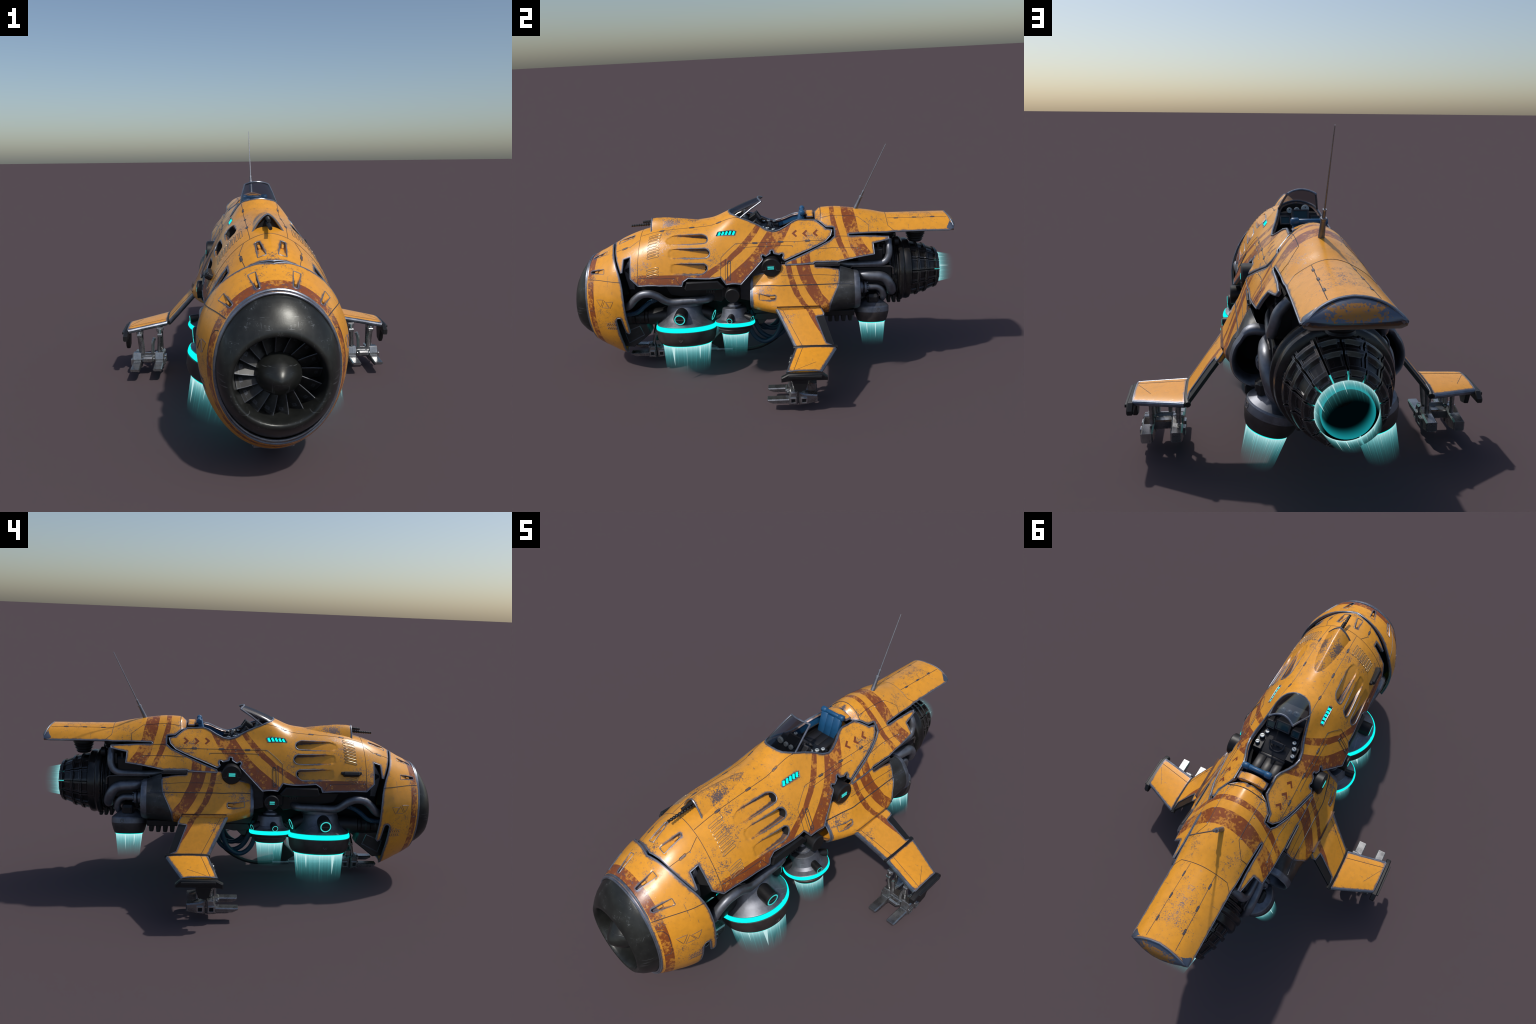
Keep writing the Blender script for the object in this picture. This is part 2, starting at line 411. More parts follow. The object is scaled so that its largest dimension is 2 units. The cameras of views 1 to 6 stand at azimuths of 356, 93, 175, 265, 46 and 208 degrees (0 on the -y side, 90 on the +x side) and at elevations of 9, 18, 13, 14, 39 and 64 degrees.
class Surf:
    """Bilinear table of section curves: half section from crown/top (t=0) downwards."""
    def __init__(s, ys, sections, tmax, nt=241):
        s.ys = ys; s.ts = np.linspace(0, tmax, nt)
        s.X = np.zeros((len(ys), nt)); s.Z = s.X.copy()
        for i, P in enumerate(sections):
            L = np.concatenate([[0], np.cumsum(np.hypot(np.diff(P[:, 0]), np.diff(P[:, 1])))])
            s.X[i] = np.interp(s.ts, L, P[:, 0]); s.Z[i] = np.interp(s.ts, L, P[:, 1])
            k = s.ts > L[-1]; s.Z[i][k] = P[-1, 1] - (s.ts[k] - L[-1])
    def __call__(s, y, t):
        y = np.asarray(y, float); t = np.asarray(t, float)
        a = np.clip(t / (s.ts[1] - s.ts[0]), 0, len(s.ts) - 1.001); b = np.clip((y - s.ys[0]) / (s.ys[1] - s.ys[0]), 0, len(s.ys) - 1.001)
        i = b.astype(int); j = a.astype(int); u = b - i; v = a - j
        f = lambda T: (T[i, j]*(1-u) + T[i+1, j]*u)*(1-v) + (T[i, j+1]*(1-u) + T[i+1, j+1]*u)*v
        return np.stack([f(s.X), y, f(s.Z)], -1)
    def t_at(s, y, z):
        i = int(np.clip(round((y - s.ys[0]) / (s.ys[1] - s.ys[0])), 0, len(s.ys) - 1)); return float(np.interp(-z, -s.Z[i], s.ts))

def hull_surface():
    ys = np.linspace(-.80, 1.0, 601); k = [a[0] for a in STATIONS]
    top = pchip(k, [a[1] for a in STATIONS], ys); w = pchip(k, np.array([a[2] for a in STATIONS]), ys)
    d = np.linspace(0, 1, 160) ** 2 * .33; sec = []
    for i in range(len(ys)): sec.append(np.stack([pchip(np.sqrt(DEPTH), w[i], np.sqrt(d)), top[i] - d], 1))
    return Surf(ys, sec, .46)
HULL = hull_surface()

def normals(S, y, t, e=2e-3):
    a = S(y + e, t) - S(y - e, t); b = S(y, t + e) - S(y, np.maximum(t - e, 0))
    n = np.cross(b, a); return n / np.maximum(np.linalg.norm(n, axis=-1, keepdims=True), 1e-12)

def inside(P, Q):
    """points P (n,2) inside polygon Q"""
    Q = np.asarray(Q, float); x, y = P[:, 0], P[:, 1]; r = np.zeros(len(P), bool); j = len(Q) - 1
    for i in range(len(Q)):
        (x1, y1), (x2, y2) = Q[i], Q[j]
        if y1 != y2:
            c = ((y1 > y) != (y2 > y)) & (x < (x2 - x1) * (y - y1) / (y2 - y1) + x1); r ^= c
        j = i
    return r

def seg_dist(P, A, B):
    d = B - A; l = max(d @ d, 1e-12); t = np.clip(((P - A) @ d) / l, 0, 1)
    return np.linalg.norm(P - A - t[:, None] * d, axis=1)

def fine_poly(Q, h, closed=True):
    Q = [np.array(q, float) for q in Q]; out = []
    for i in range(len(Q) if closed else len(Q) - 1):
        a, b = Q[i], Q[(i + 1) % len(Q)]; n = max(1, int(np.ceil(np.linalg.norm(b - a) / h)))
        for k in range(n): out.append(a + (b - a) * k / n)
    if not closed: out.append(Q[-1])
    return np.array(out)

def round_poly(Q, r, n=4):
    """Round the corners of a polygon by radius-like length r."""
    Q = np.asarray(Q, float); out = []
    for i in range(len(Q)):
        p, a, b = Q[i], Q[i - 1], Q[(i + 1) % len(Q)]
        la, lb = np.linalg.norm(a - p), np.linalg.norm(b - p); k = min(r, la * .45, lb * .45)
        s, e = p + (a - p) / la * k, p + (b - p) / lb * k
        for j in range(n + 1):
            t = j / n; out.append((1-t)**2 * s + 2*t*(1-t) * p + t*t * e)
    return np.array(out)

def round_open(Q, r, n=3):
    Q = np.asarray(Q, float); return [tuple(Q[0])] + [tuple(p) for p in round_poly(Q, r, n)[(n + 1):-(n + 1)]] + [tuple(Q[-1])]

def panel(name, outline, S, mats, th=.010, h=.010, dents=(), regions=(), weld=False, parent=None, bulge=None, angle=40, rim=0., norim=None):
    """Shell cut from surface S by an outline in (y, t): CDT mesh, inward thickness, dents and colour regions.
    dents: dict(poly, inset, depth(y,t)->d, wall, floor) ; regions: (poly, material index)."""
    loops = [fine_poly(outline, h)]
    for d in dents:
        d['in'] = offset(d['poly'], -d['inset']); d['test'] = offset(d['poly'], -d['inset'] * .55)
        loops += [fine_poly(d['poly'], h * .8), fine_poly(d['in'], h * .8)]
    for poly, _ in regions: loops.append(fine_poly(poly, h))
    pts = []; edges = []
    for L in loops:
        n0 = len(pts); pts += [tuple(p) for p in L]; m = len(L); edges += [(n0 + i, n0 + (i + 1) % m) for i in range(m)]
    O = np.array(outline, float); lo, hi = O.min(0), O.max(0)
    gy, gt = np.meshgrid(np.arange(lo[0] + h / 2, hi[0], h), np.arange(lo[1] + h / 2, hi[1], h * .9), indexing='ij')
    gy[:, ::2] += h / 2
    G = np.stack([gy.ravel(), gt.ravel()], 1); G = G[inside(G, O)]
    P = np.array(pts); keep = np.ones(len(G), bool)
    for a, b in edges:
        near = keep & (np.abs(G[:, 0] - P[a][0]) < 2 * h) & (np.abs(G[:, 1] - P[a][1]) < 2 * h)
        ix = np.where(near)[0]
        if len(ix): keep[ix[seg_dist(G[ix], P[a], P[b]) < .4 * h]] = False
    allp = [Vector(p) for p in pts] + [Vector(p) for p in G[keep]]
    v2, _, f2, *_ = delaunay_2d_cdt(allp, edges, [], 0, 1e-6)
    V2 = np.array([tuple(v) for v in v2]); F = np.array([f for f in f2 if len(f) == 3]); C = V2[F].mean(1)
    ok = inside(C, O)
    for d in dents:
        if d.get('hole'): ok &= ~inside(C, d['in'])
    F = F[ok]; C = C[ok]
    used, inv = np.unique(F, return_inverse=True); F = inv.reshape(F.shape); V2 = V2[used]
    ar = (V2[F[:, 1]] - V2[F[:, 0]]); br = (V2[F[:, 2]] - V2[F[:, 0]]); cw = ar[:, 0] * br[:, 1] - ar[:, 1] * br[:, 0] > 0
    F[cw] = F[cw][:, ::-1]
    mi = np.zeros(len(F), int)
    for poly, i in regions: mi[inside(C, poly)] = i
    dep = np.zeros(len(V2))
    for d in dents:
        q = inside(V2, d['test']); dep[q] = np.array([d['depth'](y, t) for y, t in V2[q]])
        a = inside(C, d['poly']); b = inside(C, d['test'])
        if d.get('wall') is not None: mi[a & ~b] = d['wall']
        if d.get('floor') is not None: mi[b] = d['floor']
        for poly, i in d.get('sub', ()): mi[a & inside(C, poly)] = i
    Y, T = V2[:, 0], V2[:, 1]
    N = normals(S, Y, T); B = S(Y, T)
    if bulge is not None: dep = dep + bulge(Y, T)
    out = B - N * dep[:, None]; inn = out - N * th
    n = len(out)
    VV = np.concatenate([out, inn]); tri = [tuple(f) for f in F]; FF = list(tri) + [tuple(f[::-1] + n) for f in F]
    mi = list(mi) + list(mi)
    cnt = {}
    for f in tri:
        for a, b in ((f[0], f[1]), (f[1], f[2]), (f[2], f[0])): cnt[(a, b)] = 1
    for (a, b) in cnt:
        if (b, a) not in cnt:
            if weld and abs(out[a][0]) < 1e-4 and abs(out[b][0]) < 1e-4: continue
            FF.append((b, a, a + n, b + n)); mi.append(0)
    if weld:
        mid = np.abs(VV[:, 0]) < 1e-4; VV[mid, 0] = 0
        mp = np.zeros(2 * n, int); extra = []
        for i in range(2 * n):
            if mid[i]: mp[i] = i
            else: mp[i] = 2 * n + len(extra); extra.append(VV[i] * [-1, 1, 1])
        FF += [tuple(int(mp[i]) for i in f[::-1]) for f in FF]; mi += mi; VV = np.concatenate([VV, np.array(extra)])
    if rim:
        P = fine_poly(outline, h); q = S(P[:, 0], P[:, 1]); keep_ = ~((np.abs(q[:, 0]) < 1e-4) & weld)
        if norim is not None: keep_ &= ~norim(P[:, 0], P[:, 1])
        db_ = bulge(P[:, 0], P[:, 1]) if bulge is not None else np.zeros(len(P)); q = q - normals(S, P[:, 0], P[:, 1]) * (rim * .75 + db_)[:, None]
        q2 = np.array([S(*p) for p in offset(P, -rim * .5)])
        runs = []; cur = []
        start = next((i for i in range(len(P)) if not keep_[i]), 0)
        for i in [(start + j) % len(P) for j in range(len(P))]:
            mid_ = weld and abs(q[i][0]) < 1e-4
            if keep_[i]:
                if not cur and weld and abs(q[i - 1][0]) < 1e-4 and np.linalg.norm(q[i] - q[i - 1]) < 2 * h: cur.append(q[i - 1])
                cur.append(q[i])
            else:
                if cur and mid_ and np.linalg.norm(q[i] - cur[-1]) < 2 * h: cur.append(q[i])
                if len(cur) > 1: runs.append(cur)
                cur = []
        if len(cur) > 1: runs.append(cur)
        n_ = len(VV); VV = [tuple(v) for v in VV]
        if 'edge' not in mats: mats = list(mats) + ['edge']
        ei = mats.index('edge')
        for r_ in runs:
            tv, tf = tube(r_, rim, 6, closed=not weld and len(runs) == 1 and len(r_) == len(P))
            if weld: tv, tf = both(tv, tf)
            m_ = len(VV); VV += [tuple(v) for v in tv]; FF += [tuple(a + m_ for a in f) for f in tf]; mi = list(mi) + [ei] * len(tf)
    return make(name, VV, FF, mats, parent, idx=mi, angle=angle)

LINES = Bag()
def on_surf(S, P, lift=0.):
    P = np.array(P, float); y, t = P[:, 0], P[:, 1]; return S(y, t) + normals(S, y, t) * lift

def both(V, F):
    V = list(V); n = len(V); return V + [(-v[0], v[1], v[2]) for v in V], list(F) + [tuple(a + n for a in f[::-1]) for f in F]

def line(S, P, r=.0011, bag=None, i=0, closed=False, two=True, lift=.0):
    Q = fine_poly(P, .012, closed); V, F = tube(on_surf(S, Q, lift), r, 5, closed)
    if two: V, F = both(V, F)
    (bag or LINES).add(V, F, i)

def frame_at(S, y, t):
    p = S(np.array([y]), np.array([t]))[0]; n = normals(S, np.array([y]), np.array([t]))[0]
    return Vector(p), Vector(n)

def place(S, y, t, size, lift=0., yaw=0., ch=.2):
    """Box lying on the surface: size = (along y, along t, out)."""
    p, n = frame_at(S, y, t); ey = Vector((0, 1, 0)); ey = (ey - n * ey.dot(n)).normalized(); et = n.cross(ey)
    R = Matrix((ey, et, n)).transposed() @ Matrix.Rotation(yaw, 3, 'Z')
    return box(p + n * lift, size, R, ch)

def pill(S, y, t, ly, lt, n=5):
    """Closed stadium outline around (y,t), long in y."""
    r = lt / 2; P = []
    for k in range(n + 1): a = -math.pi/2 + math.pi*k/n; P.append((y + ly/2 - r + r*math.cos(a), t + r*math.sin(a)))
    for k in range(n + 1): a = math.pi/2 + math.pi*k/n; P.append((y - ly/2 + r + r*math.cos(a), t + r*math.sin(a)))
    return P

RIVETS = Bag()
def rivet(S, y, t, r=.0026):
    p, n = frame_at(S, y, t); V, F = cyl(p - n * .002, p + n * .0010, r, 8, .3); V, F = both(V, F); RIVETS.add(V, F)

def hinge(S, y, t, l=.026, w=.008, yaw=0.):
    P = np.array(pill(S, 0, 0, l, w)); c, s_ = math.cos(yaw), math.sin(yaw)
    P = [(y + a*c - b*s_, t + a*s_ + b*c) for a, b in P]
    line(S, P, .0012, closed=True)
    V, F = place(S, y, t, (l * .8, w * .6, .003), 0, yaw); V, F = both(V, F); LINES.add(V, F, 1)

def t_recess(y0, y1, tc0, tc1, w0, w1, deep_end, depth=.010):
    """Tapering recess between (y0, tc0, width w0) and (y1, tc1, width w1); deep at y0 if deep_end==0."""
    poly = round_poly([(y0, tc0 - w0/2), (y1, tc1 - w1/2), (y1, tc1 + w1/2), (y0, tc0 + w0/2)], .004, 2)
    f = (lambda y, t: .001 + depth * max(0, min(1, (y1 - y) / (y1 - y0)))) if deep_end == 0 else (lambda y, t: .001 + depth * max(0, min(1, (y - y0) / (y1 - y0))))
    return dict(poly=poly, inset=.0022, depth=f)

# ================================================================== MAIN HULL SHELL
T = HULL.t_at
slots = []
def scoop(poly, y0, y1, depth):
    P = round_poly(poly, .012, 3)
    f = lambda y, t: .0012 + depth * max(0., min(1., (y - y0) / (y1 - y0))) ** 1.15
    c = np.array(poly)
    back = [(y1 - .014, 0), (y1 + .05, 0), (y1 + .05, .6), (y1 - .014, .6)]  # slot end coloured black to show the darkness of an open hole
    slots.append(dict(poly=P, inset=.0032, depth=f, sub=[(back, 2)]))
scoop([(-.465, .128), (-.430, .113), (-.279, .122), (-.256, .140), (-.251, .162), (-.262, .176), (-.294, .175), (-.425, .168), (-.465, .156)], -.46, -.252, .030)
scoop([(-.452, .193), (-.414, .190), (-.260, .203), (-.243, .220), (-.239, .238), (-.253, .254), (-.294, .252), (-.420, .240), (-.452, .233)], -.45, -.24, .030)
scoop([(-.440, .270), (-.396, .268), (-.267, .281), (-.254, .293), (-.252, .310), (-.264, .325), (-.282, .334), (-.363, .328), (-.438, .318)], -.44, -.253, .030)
light_poly = [(-.210, .151), (-.201, .131), (-.106, .156), (-.114, .178)]
slots.append(dict(poly=np.array(light_poly), inset=.0022, depth=lambda y, t: .007, floor=2))
slots.append(t_recess(-.733, -.648, .034, .044, .030, .017, 1, .015))

cockpit_edge = [(.286, .086), (.207, .086), (.181, .098), (.142, .128), (.109, .148), (.080, .156), (.045, .147), (.003, .122),
                (-.035, .104), (-.087, .084), (-.115, .068), (-.134, .052), (-.146, .028), (-.150, 0)]
knobs = [(.020, .312), (.026, .301), (.017, .290), (.021, .280), (.030, .281), (.040, .288), (.055, .278), (.0625, .273), (.0625, .258), (.070, .256),
         (.079, .259), (.080, .273), (.095, .276), (.108, .280), (.117, .271), (.128, .274), (.128, .287), (.122, .297), (.135, .308)]
knobs = round_open(knobs, .0045)
shell = [(-.150, 0), (-.764, 0), (-.753, .046), (-.745, .098), (-.732, .155), (-.715, .207), (-.706, .234), (-.698, .236), (-.693, .168), (-.656, .172),
         (-.651, .288), (-.611, .340), (-.50, T(-.50, .513)), (-.385, .383), (-.378, .362), (-.353, .346), (-.187, .369), (-.161, .416), (-.086, .429)] + knobs + [
         (.217, .267), (.339, .212), (.366, .185), (.374, .156), (.344, .149), (.312, .112)] + cockpit_edge[:-1]
stripe_thin = [(-.66, .276)] + [(y, T(y, .5635 - (y + .64) * .001)) for y in (-.6, -.5, -.4, -.33, -.285)] + [
    (-.230, .310), (-.188, .296), (-.152, .284), (-.107, .250), (-.068, .206), (-.032, .158), (-.006, .120), (.004, .09), (.030, .09), (.019, .126), (-.004, .168),
    (-.039, .219), (-.081, .265), (-.130, .306), (-.185, .328), (-.231, .347), (-.262, .368), (-.35, .43), (-.66, .43)]
stripe_wide = [(.064, .12), (.054, .148), (.022, .202), (-.008, .249), (-.037, .285), (-.069, .317), (-.105, .348), (-.134, .369), (-.168, .392), (-.20, .46), (.02, .46),
               (.05, .33), (.091, .265), (.134, .198), (.171, .113), (.175, .09)]
def chevron(y, t, L=.0185, k=.0062):
    return [(y, t), (y + L, t - L), (y + L + k, t - L + k), (y + 2 * k, t), (y + L + k, t + L - k), (y + L, t + L)]
chevs = [(chevron(.172, .166, .0205, .0072), 3), (chevron(.224, .166, .0205, .0072), 3), (chevron(.276, .165, .0205, .0072), 3)]
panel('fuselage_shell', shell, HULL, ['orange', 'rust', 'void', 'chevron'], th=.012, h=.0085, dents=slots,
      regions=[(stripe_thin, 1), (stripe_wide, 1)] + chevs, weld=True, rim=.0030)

# light bars in the side slot
lb = Bag()
for k in range(5):
    u = (k + .62) / 5.3; y = -.206 + (.098) * u; t = .142 + .025 * u
    V, F = place(HULL, y, t, (.0105, .021, .004), -.004, -.40); lb.add(*both(V, F))
lb.make('light_bar', ['cyan'], smooth=False)

# ================================================================== REAR COVER + TAIL
rear = [(.292, 0), (.289, .075), (.316, .101), (.346, .137), (.385, .143), (.386, .190), (.365, .211), (.268, .256), (.139, .318), (.136, .331), (.275, .319),
        (.282, .313), (.40, .320), (.492, .295), (.576, .272), (.573, .214), (.652, .181), (.653, .169), (.46, .187), (.453, .184), (.453, .179), (.46, .175), (.602, .153), (.668, .142), (.80, .141),
        (.953, .141), (.974, .134), (.974, .115), (.966, .08), (.958, .04), (.954, 0)]
s3 = [(.365, -.01), (.366, .05), (.368, .106), (.384, .189), (.400, .235), (.427, .300), (.437, .34), (.468, .34), (.453, .297), (.424, .225), (.404, .152), (.391, .093), (.389, .04), (.389, -.01)]
s4 = [(.424, -.01), (.425, .05), (.430, .107), (.443, .164), (.462, .247), (.488, .291), (.51, .34), (.61, .34), (.565, .274), (.527, .219), (.507, .159), (.496, .091), (.489, .04), (.488, -.01)]
sf = [(.214, .277), (.258, .256), (.263, .34), (.212, .34)]
sg = [(.165, .295), (.190, .283), (.198, .34), (.170, .34)]
lip = lambda Y, T_: .020 * np.clip((.320 - Y) / .03, 0, 1) ** 1.2 * np.clip((.115 - T_) / .03, 0, 1)
panel('tail_cover', rear, HULL, ['orange', 'rust'], th=.011, h=.0095, regions=[(s3, 1), (s4, 1), (sf, 1), (sg, 1)], weld=True, bulge=lip, rim=.0030)

def d_ring(y, top, w, bot, bow=0., n=25, lipz=.014):
    R = []
    for k in range(n):
        a = math.pi * k / (n - 1); x = math.cos(a); R.append((w * x, y + bow * (1 - x * x), bot + lipz + (top - bot - lipz) * (1 - abs(x) ** 2.0) ** .75))
    R += [(-w * .97, y + bow * .06, bot + .004), (-w * .85, y + bow * .28, bot), (w * .85, y + bow * .28, bot), (w * .97, y + bow * .06, bot + .004)]
    return R
tail = [d_ring(y, .760, .114, .713) for y in (.60, .75, .90)] + [d_ring(.940, .768, .116, .713)]
tail += [d_ring(.966, .782, .1185, .714, -.016), d_ring(.972, .774, .1190, .714, -.004), d_ring(.975, .760, .1185, .714, .010), d_ring(.975, .744, .1175, .714, .020), d_ring(.973, .735, .1165, .715, .026), d_ring(.968, .730, .113, .719, .028, lipz=.009)]
V, F = loft(tail, cap0=True, cap1=True); make('tail_cap', V, F, ['cap'], flip=False)
b = Bag()
for y0 in (.808, .655):
    V, F = lathe([(0, .715), (.044, .715), (.052, .690), (.045, .682), (.049, .676), (.040, .667), (.044, .661), (.035, .652), (.039, .646), (.031, .637), (0, .634)][::-1], 28)
    b.add([(x, y + y0, z) for x, y, z in V], F)
    for a in range(4): b.add(*box((.03 * math.cos(a*1.571+.78), y0 + .03 * math.sin(a*1.571+.78), .69), (.008, .008, .03)))
b.make('damper', ['black'])

# small saddle box between seat and rear cover
def saddle_ring(y, k):
    R = []
    for i in range(15):
        a = i / 14 * 2 - 1; x = .062 * a; R.append((x * (1 - k), y, .798 + .018 * (1 - a * a) - k * .03))
    return R + [(-.062, y, .74), (.062, y, .74)]
V, F = loft([saddle_ring(.247, .12), saddle_ring(.250, 0), saddle_ring(.281, 0), saddle_ring(.284, .12)], cap0=True, cap1=True)
make('saddle_cover', V, F, ['orange'], flip=True)

# ================================================================== NOSE COWL
CY = [-.905, -.86, -.82, -.787, -.74, -.66]
CZT = [.604, .631, .650, .668, .692, .729]; CZB = [.143, .113, .091, .071, .050, .040]; CW = [.188, .209, .224, .235, .246, .251]
CZC = [.372, .38, .39, .40, .41, .41]; CP = [2.1, 2.0, 1.95, 1.85, 1.78, 1.70]
def cowl_params(y): return [pchip(CY, a, y)[0] for a in (CZT, CZB, CW, CZC, CP)]
def cowl_surface():
    ys = np.linspace(-.905, -.66, 99); sec = []
    for y in ys:
        zt, zb, w, zc, p = cowl_params(y); a = np.linspace(0, math.pi, 241); q = np.where(a < math.pi/2, p, 2.0)
        x = w * np.abs(np.sin(a)) ** (2/q); z = zc + np.where(a < math.pi/2, zt - zc, zc - zb) * np.sign(np.cos(a)) * np.abs(np.cos(a)) ** (2/q)
        x[0] = 0; x[-1] = 0
        P = np.stack([x, z], 1); L = np.concatenate([[0], np.cumsum(np.hypot(*np.diff(P, axis=0).T))]); tt = L / L[-1] * .84
        # normalise arc length to 0..0.84 so the bottom line is straight in the domain
        sec.append((tt, P))
    s = Surf(ys, [np.array([[0, 0], [0, -1]])] * len(ys), .84, 421)
    for i, (tt, P) in enumerate(sec): s.X[i] = np.interp(s.ts, tt, P[:, 0]); s.Z[i] = np.interp(s.ts, tt, P[:, 1])
    return s
COWL = cowl_surface()
CT = COWL.t_at
rear_edge = [(-.776, 0), (-.765, .046), (-.757, CT(-.757, .660)), (-.744, CT(-.744, .632)), (-.728, CT(-.728, .60)), (-.712, CT(-.712, .568)), (-.700, CT(-.70, .535)), (-.693, CT(-.69, .50)), (-.689, CT(-.69, .45)), (-.686, CT(-.69, .36)), (-.679, CT(-.68, .262))]
notch = [(-.688, CT(-.69, .252)), (-.699, CT(-.70, .262)), (-.709, CT(-.71, .335)), (-.716, CT(-.72, .348)), (-.732, CT(-.73, .348)), (-.741, CT(-.74, .335)), (-.738, CT(-.74, .25)), (-.735, CT(-.735, .17)), (-.742, CT(-.742, .11)), (-.755, CT(-.76, .07)), (-.765, .80), (-.770, .84)]
cowl_outline = [(-.898, 0)] + rear_edge + notch + [(-.898, .84)]
band = [(-.886, -.01), (-.886, .20), (-.886, .45), (-.883, .60), (-.880, .72), (-.876, .85), (-.842, .85), (-.846, .72), (-.850, .60), (-.853, .45), (-.852, .2), (-.850, -.01)]
cd = [t_recess(-.872, -.792, CT(-.872, .595), CT(-.792, .640), .015, .027, 0, .012), t_recess(-.872, -.792, CT(-.872, .552), CT(-.792, .585), .015, .027, 0, .012)]
k0 = CT(-.872, .605)
cd[0] = t_recess(-.874, -.796, .066, .074, .015, .028, 0, .016)
cd[1] = t_recess(-.872, -.794, .178, .196, .015, .028, 0, .016)
panel('nose_cowl', cowl_outline, COWL, ['orange', 'rust'], th=.012, h=.010, dents=cd, regions=[(band, 1)], weld=True, rim=.0034)
panel('cowl_liner', [(-.89, CT(-.85, .20)), (-.75, CT(-.75, .20)), (-.765, CT(-.76, .1)), (-.795, .84), (-.89, .84)], COWL, ['inner'], th=.004, h=.02, weld=True, bulge=lambda Y, T_: .0135 + 0 * Y)
make('cowl_bulkhead', *loft([[(x*.93, -.80, .37 + (z-.37)*.93) for x, z in [tuple(COWL(np.array([-.80]), np.array([t]))[0][[0, 2]]) for t in np.linspace(0, .84, 30)] + [(-a, c) for a, c in [tuple(COWL(np.array([-.80]), np.array([t]))[0][[0, 2]]) for t in np.linspace(.82, .02, 29)]]],
      [(0, -.80 + .0005, .37)] * 59]), ['void'])
# decorations of the cowl
line(COWL, [(-.888, CT(-.888, .531)), (-.697, CT(-.70, .532))], .0016)
marks = Bag()
for j, (c, up) in enumerate(((-.816, 0), (-.789, 1), (-.762, 0))):
    z0, z1 = .408 + (-.002) * j, .445 - .003 * j
    tri = [(c - .020, CT(c, z1)), (c + .020, CT(c, z1)), (c, CT(c, z0))] if not up else [(c - .020, CT(c, z0)), (c + .020, CT(c, z0)), (c, CT(c, z1))]
    line(COWL, tri, .0010, marks, 0, True)
line(COWL, round_poly([(-.886, CT(-.88, .497)), (-.866, CT(-.87, .490)), (-.856, CT(-.86, .470)), (-.857, CT(-.86, .395)), (-.866, CT(-.87, .380)), (-.886, CT(-.88, .376))], .004), .0011, closed=False)
for r0 in (.305, .283):
    for k in range(5):
        y = -.795 + .011 * k; marks_q = [(y, CT(y, r0)), (y + .008, CT(y, r0 + .011))]
        line(COWL, marks_q, .0015, marks, 0)
    line(COWL, [(-.803, CT(-.8, r0 - .002)), (-.742, CT(-.75, r0 - .002))], .0007, marks, 0); line(COWL, [(-.803, CT(-.8, r0 + .013)), (-.742, CT(-.75, r0 + .013))], .0007, marks, 0)
tabs = Bag()
for (y, t) in ((-.842, .069), (-.840, .185)): tabs.add(*both(*place(COWL, y, t, (.020, .0085, .012), -.0085)))
tabs.add(*both(*place(HULL, -.672, .0415, (.022, .0085, .012), -.0085)))
RIMS = Bag()
for d_ in cd: line(COWL, d_['poly'], .0014, RIMS, 0, True)
for d_ in slots[3:]: line(HULL, d_['poly'], .0016, RIMS, 0, True)
for d_ in slots[:3]:
    P_ = fine_poly(d_['poly'], .006); k_ = int(np.argmin(P_[:, 0])); P_ = np.roll(P_, -k_, 0); P_ = P_[P_[:, 0] > -.425]
    w_ = np.clip((P_[:, 0] + .425) / .12, .05, 1); RIMS.add(*both(*tube(on_surf(HULL, P_, -.0006), 1, 6, radii=.0023 * w_)))
tabs.make('recess_tab', ['tab']); o = RIMS.make('recess_edge', ['edge']); o['kind'] = 'stuff'

# ================================================================== NOSE RING + FAN
def oval(y, zc, rx, rz, n=64, tilt=0.): return [(rx * math.sin(2*math.pi*k/n), y + tilt * math.cos(2*math.pi*k/n), zc + rz * math.cos(2*math.pi*k/n)) for k in range(n)]
nose = [oval(y, zc, rx, rz) for y, zc, rx, rz in ((-.85, .385, .180, .215), (-.886, .383, .1865, .226), (-.900, .382, .186, .222), (-.915, .380, .183, .211), (-.931, .377, .178, .197),
        (-.947, .373, .170, .180), (-.960, .369, .160, .162), (-.970, .366, .151, .148), (-.973, .365, .144, .139), (-.970, .3645, .139, .132), (-.959, .364, .135, .128), (-.93, .364, .132, .125), (-.85, .364, .128, .121))]
V, F = loft(nose); make('intake_ring', V, F, ['nose'], angle=60, flip=True)
tr = Bag()
for y, rx, rz, r in ((-.889, .1885, .2345, .0055), (-.901, .1875, .2275, .0040)): tr.add(*tube(oval(y, .380, rx, rz), r, 8, True))
tr.make('intake_trim', ['trim'])
V, F = lathe([(0, -1.0), (.008, -.9985), (.020, -.992), (.034, -.980), (.048, -.965), (.059, -.950), (.066, -.930), (.068, -.91), (.068, -.86), (0, -.86)], 40, 'y')
make('fan_hub', [(x * 1.03, y, z * .93 + .370) for x, y, z in V], F, ['nose'], angle=50)
fb = None
V = []; 
for r, tw, c in ((.055, .95, .018), (.075, .80, .020), (.098, .66, .023), (.129, .5, .026)):
    for s in (-1, 1):
        for q in (-1, 1): V.append((s * c * math.sin(tw + .35) + q * .0012 * math.cos(tw), -.900 + s * c * math.cos(tw) * .9 - q * .0012 * math.sin(tw), r))
F = []
for i in range(3):
    a, b_ = i * 4, i * 4 + 4
    for k, l in ((0, 1), (1, 3), (3, 2), (2, 0)): F.append((a + k, a + l, b_ + l, b_ + k))
F += [(0, 2, 3, 1), (12, 13, 15, 14)]
NB = 17
for k in range(NB):
    R = Matrix.Translation((0, 0, .366)) @ Matrix.Rotation(2 * math.pi * (k + .3) / NB, 4, 'Y')
    if fb is None: fb = make('fan_blade', V, F, ['duct'], mat=R)
    else:
        c = fb.copy(); COL.objects.link(c); attach(c, ROOT, R)
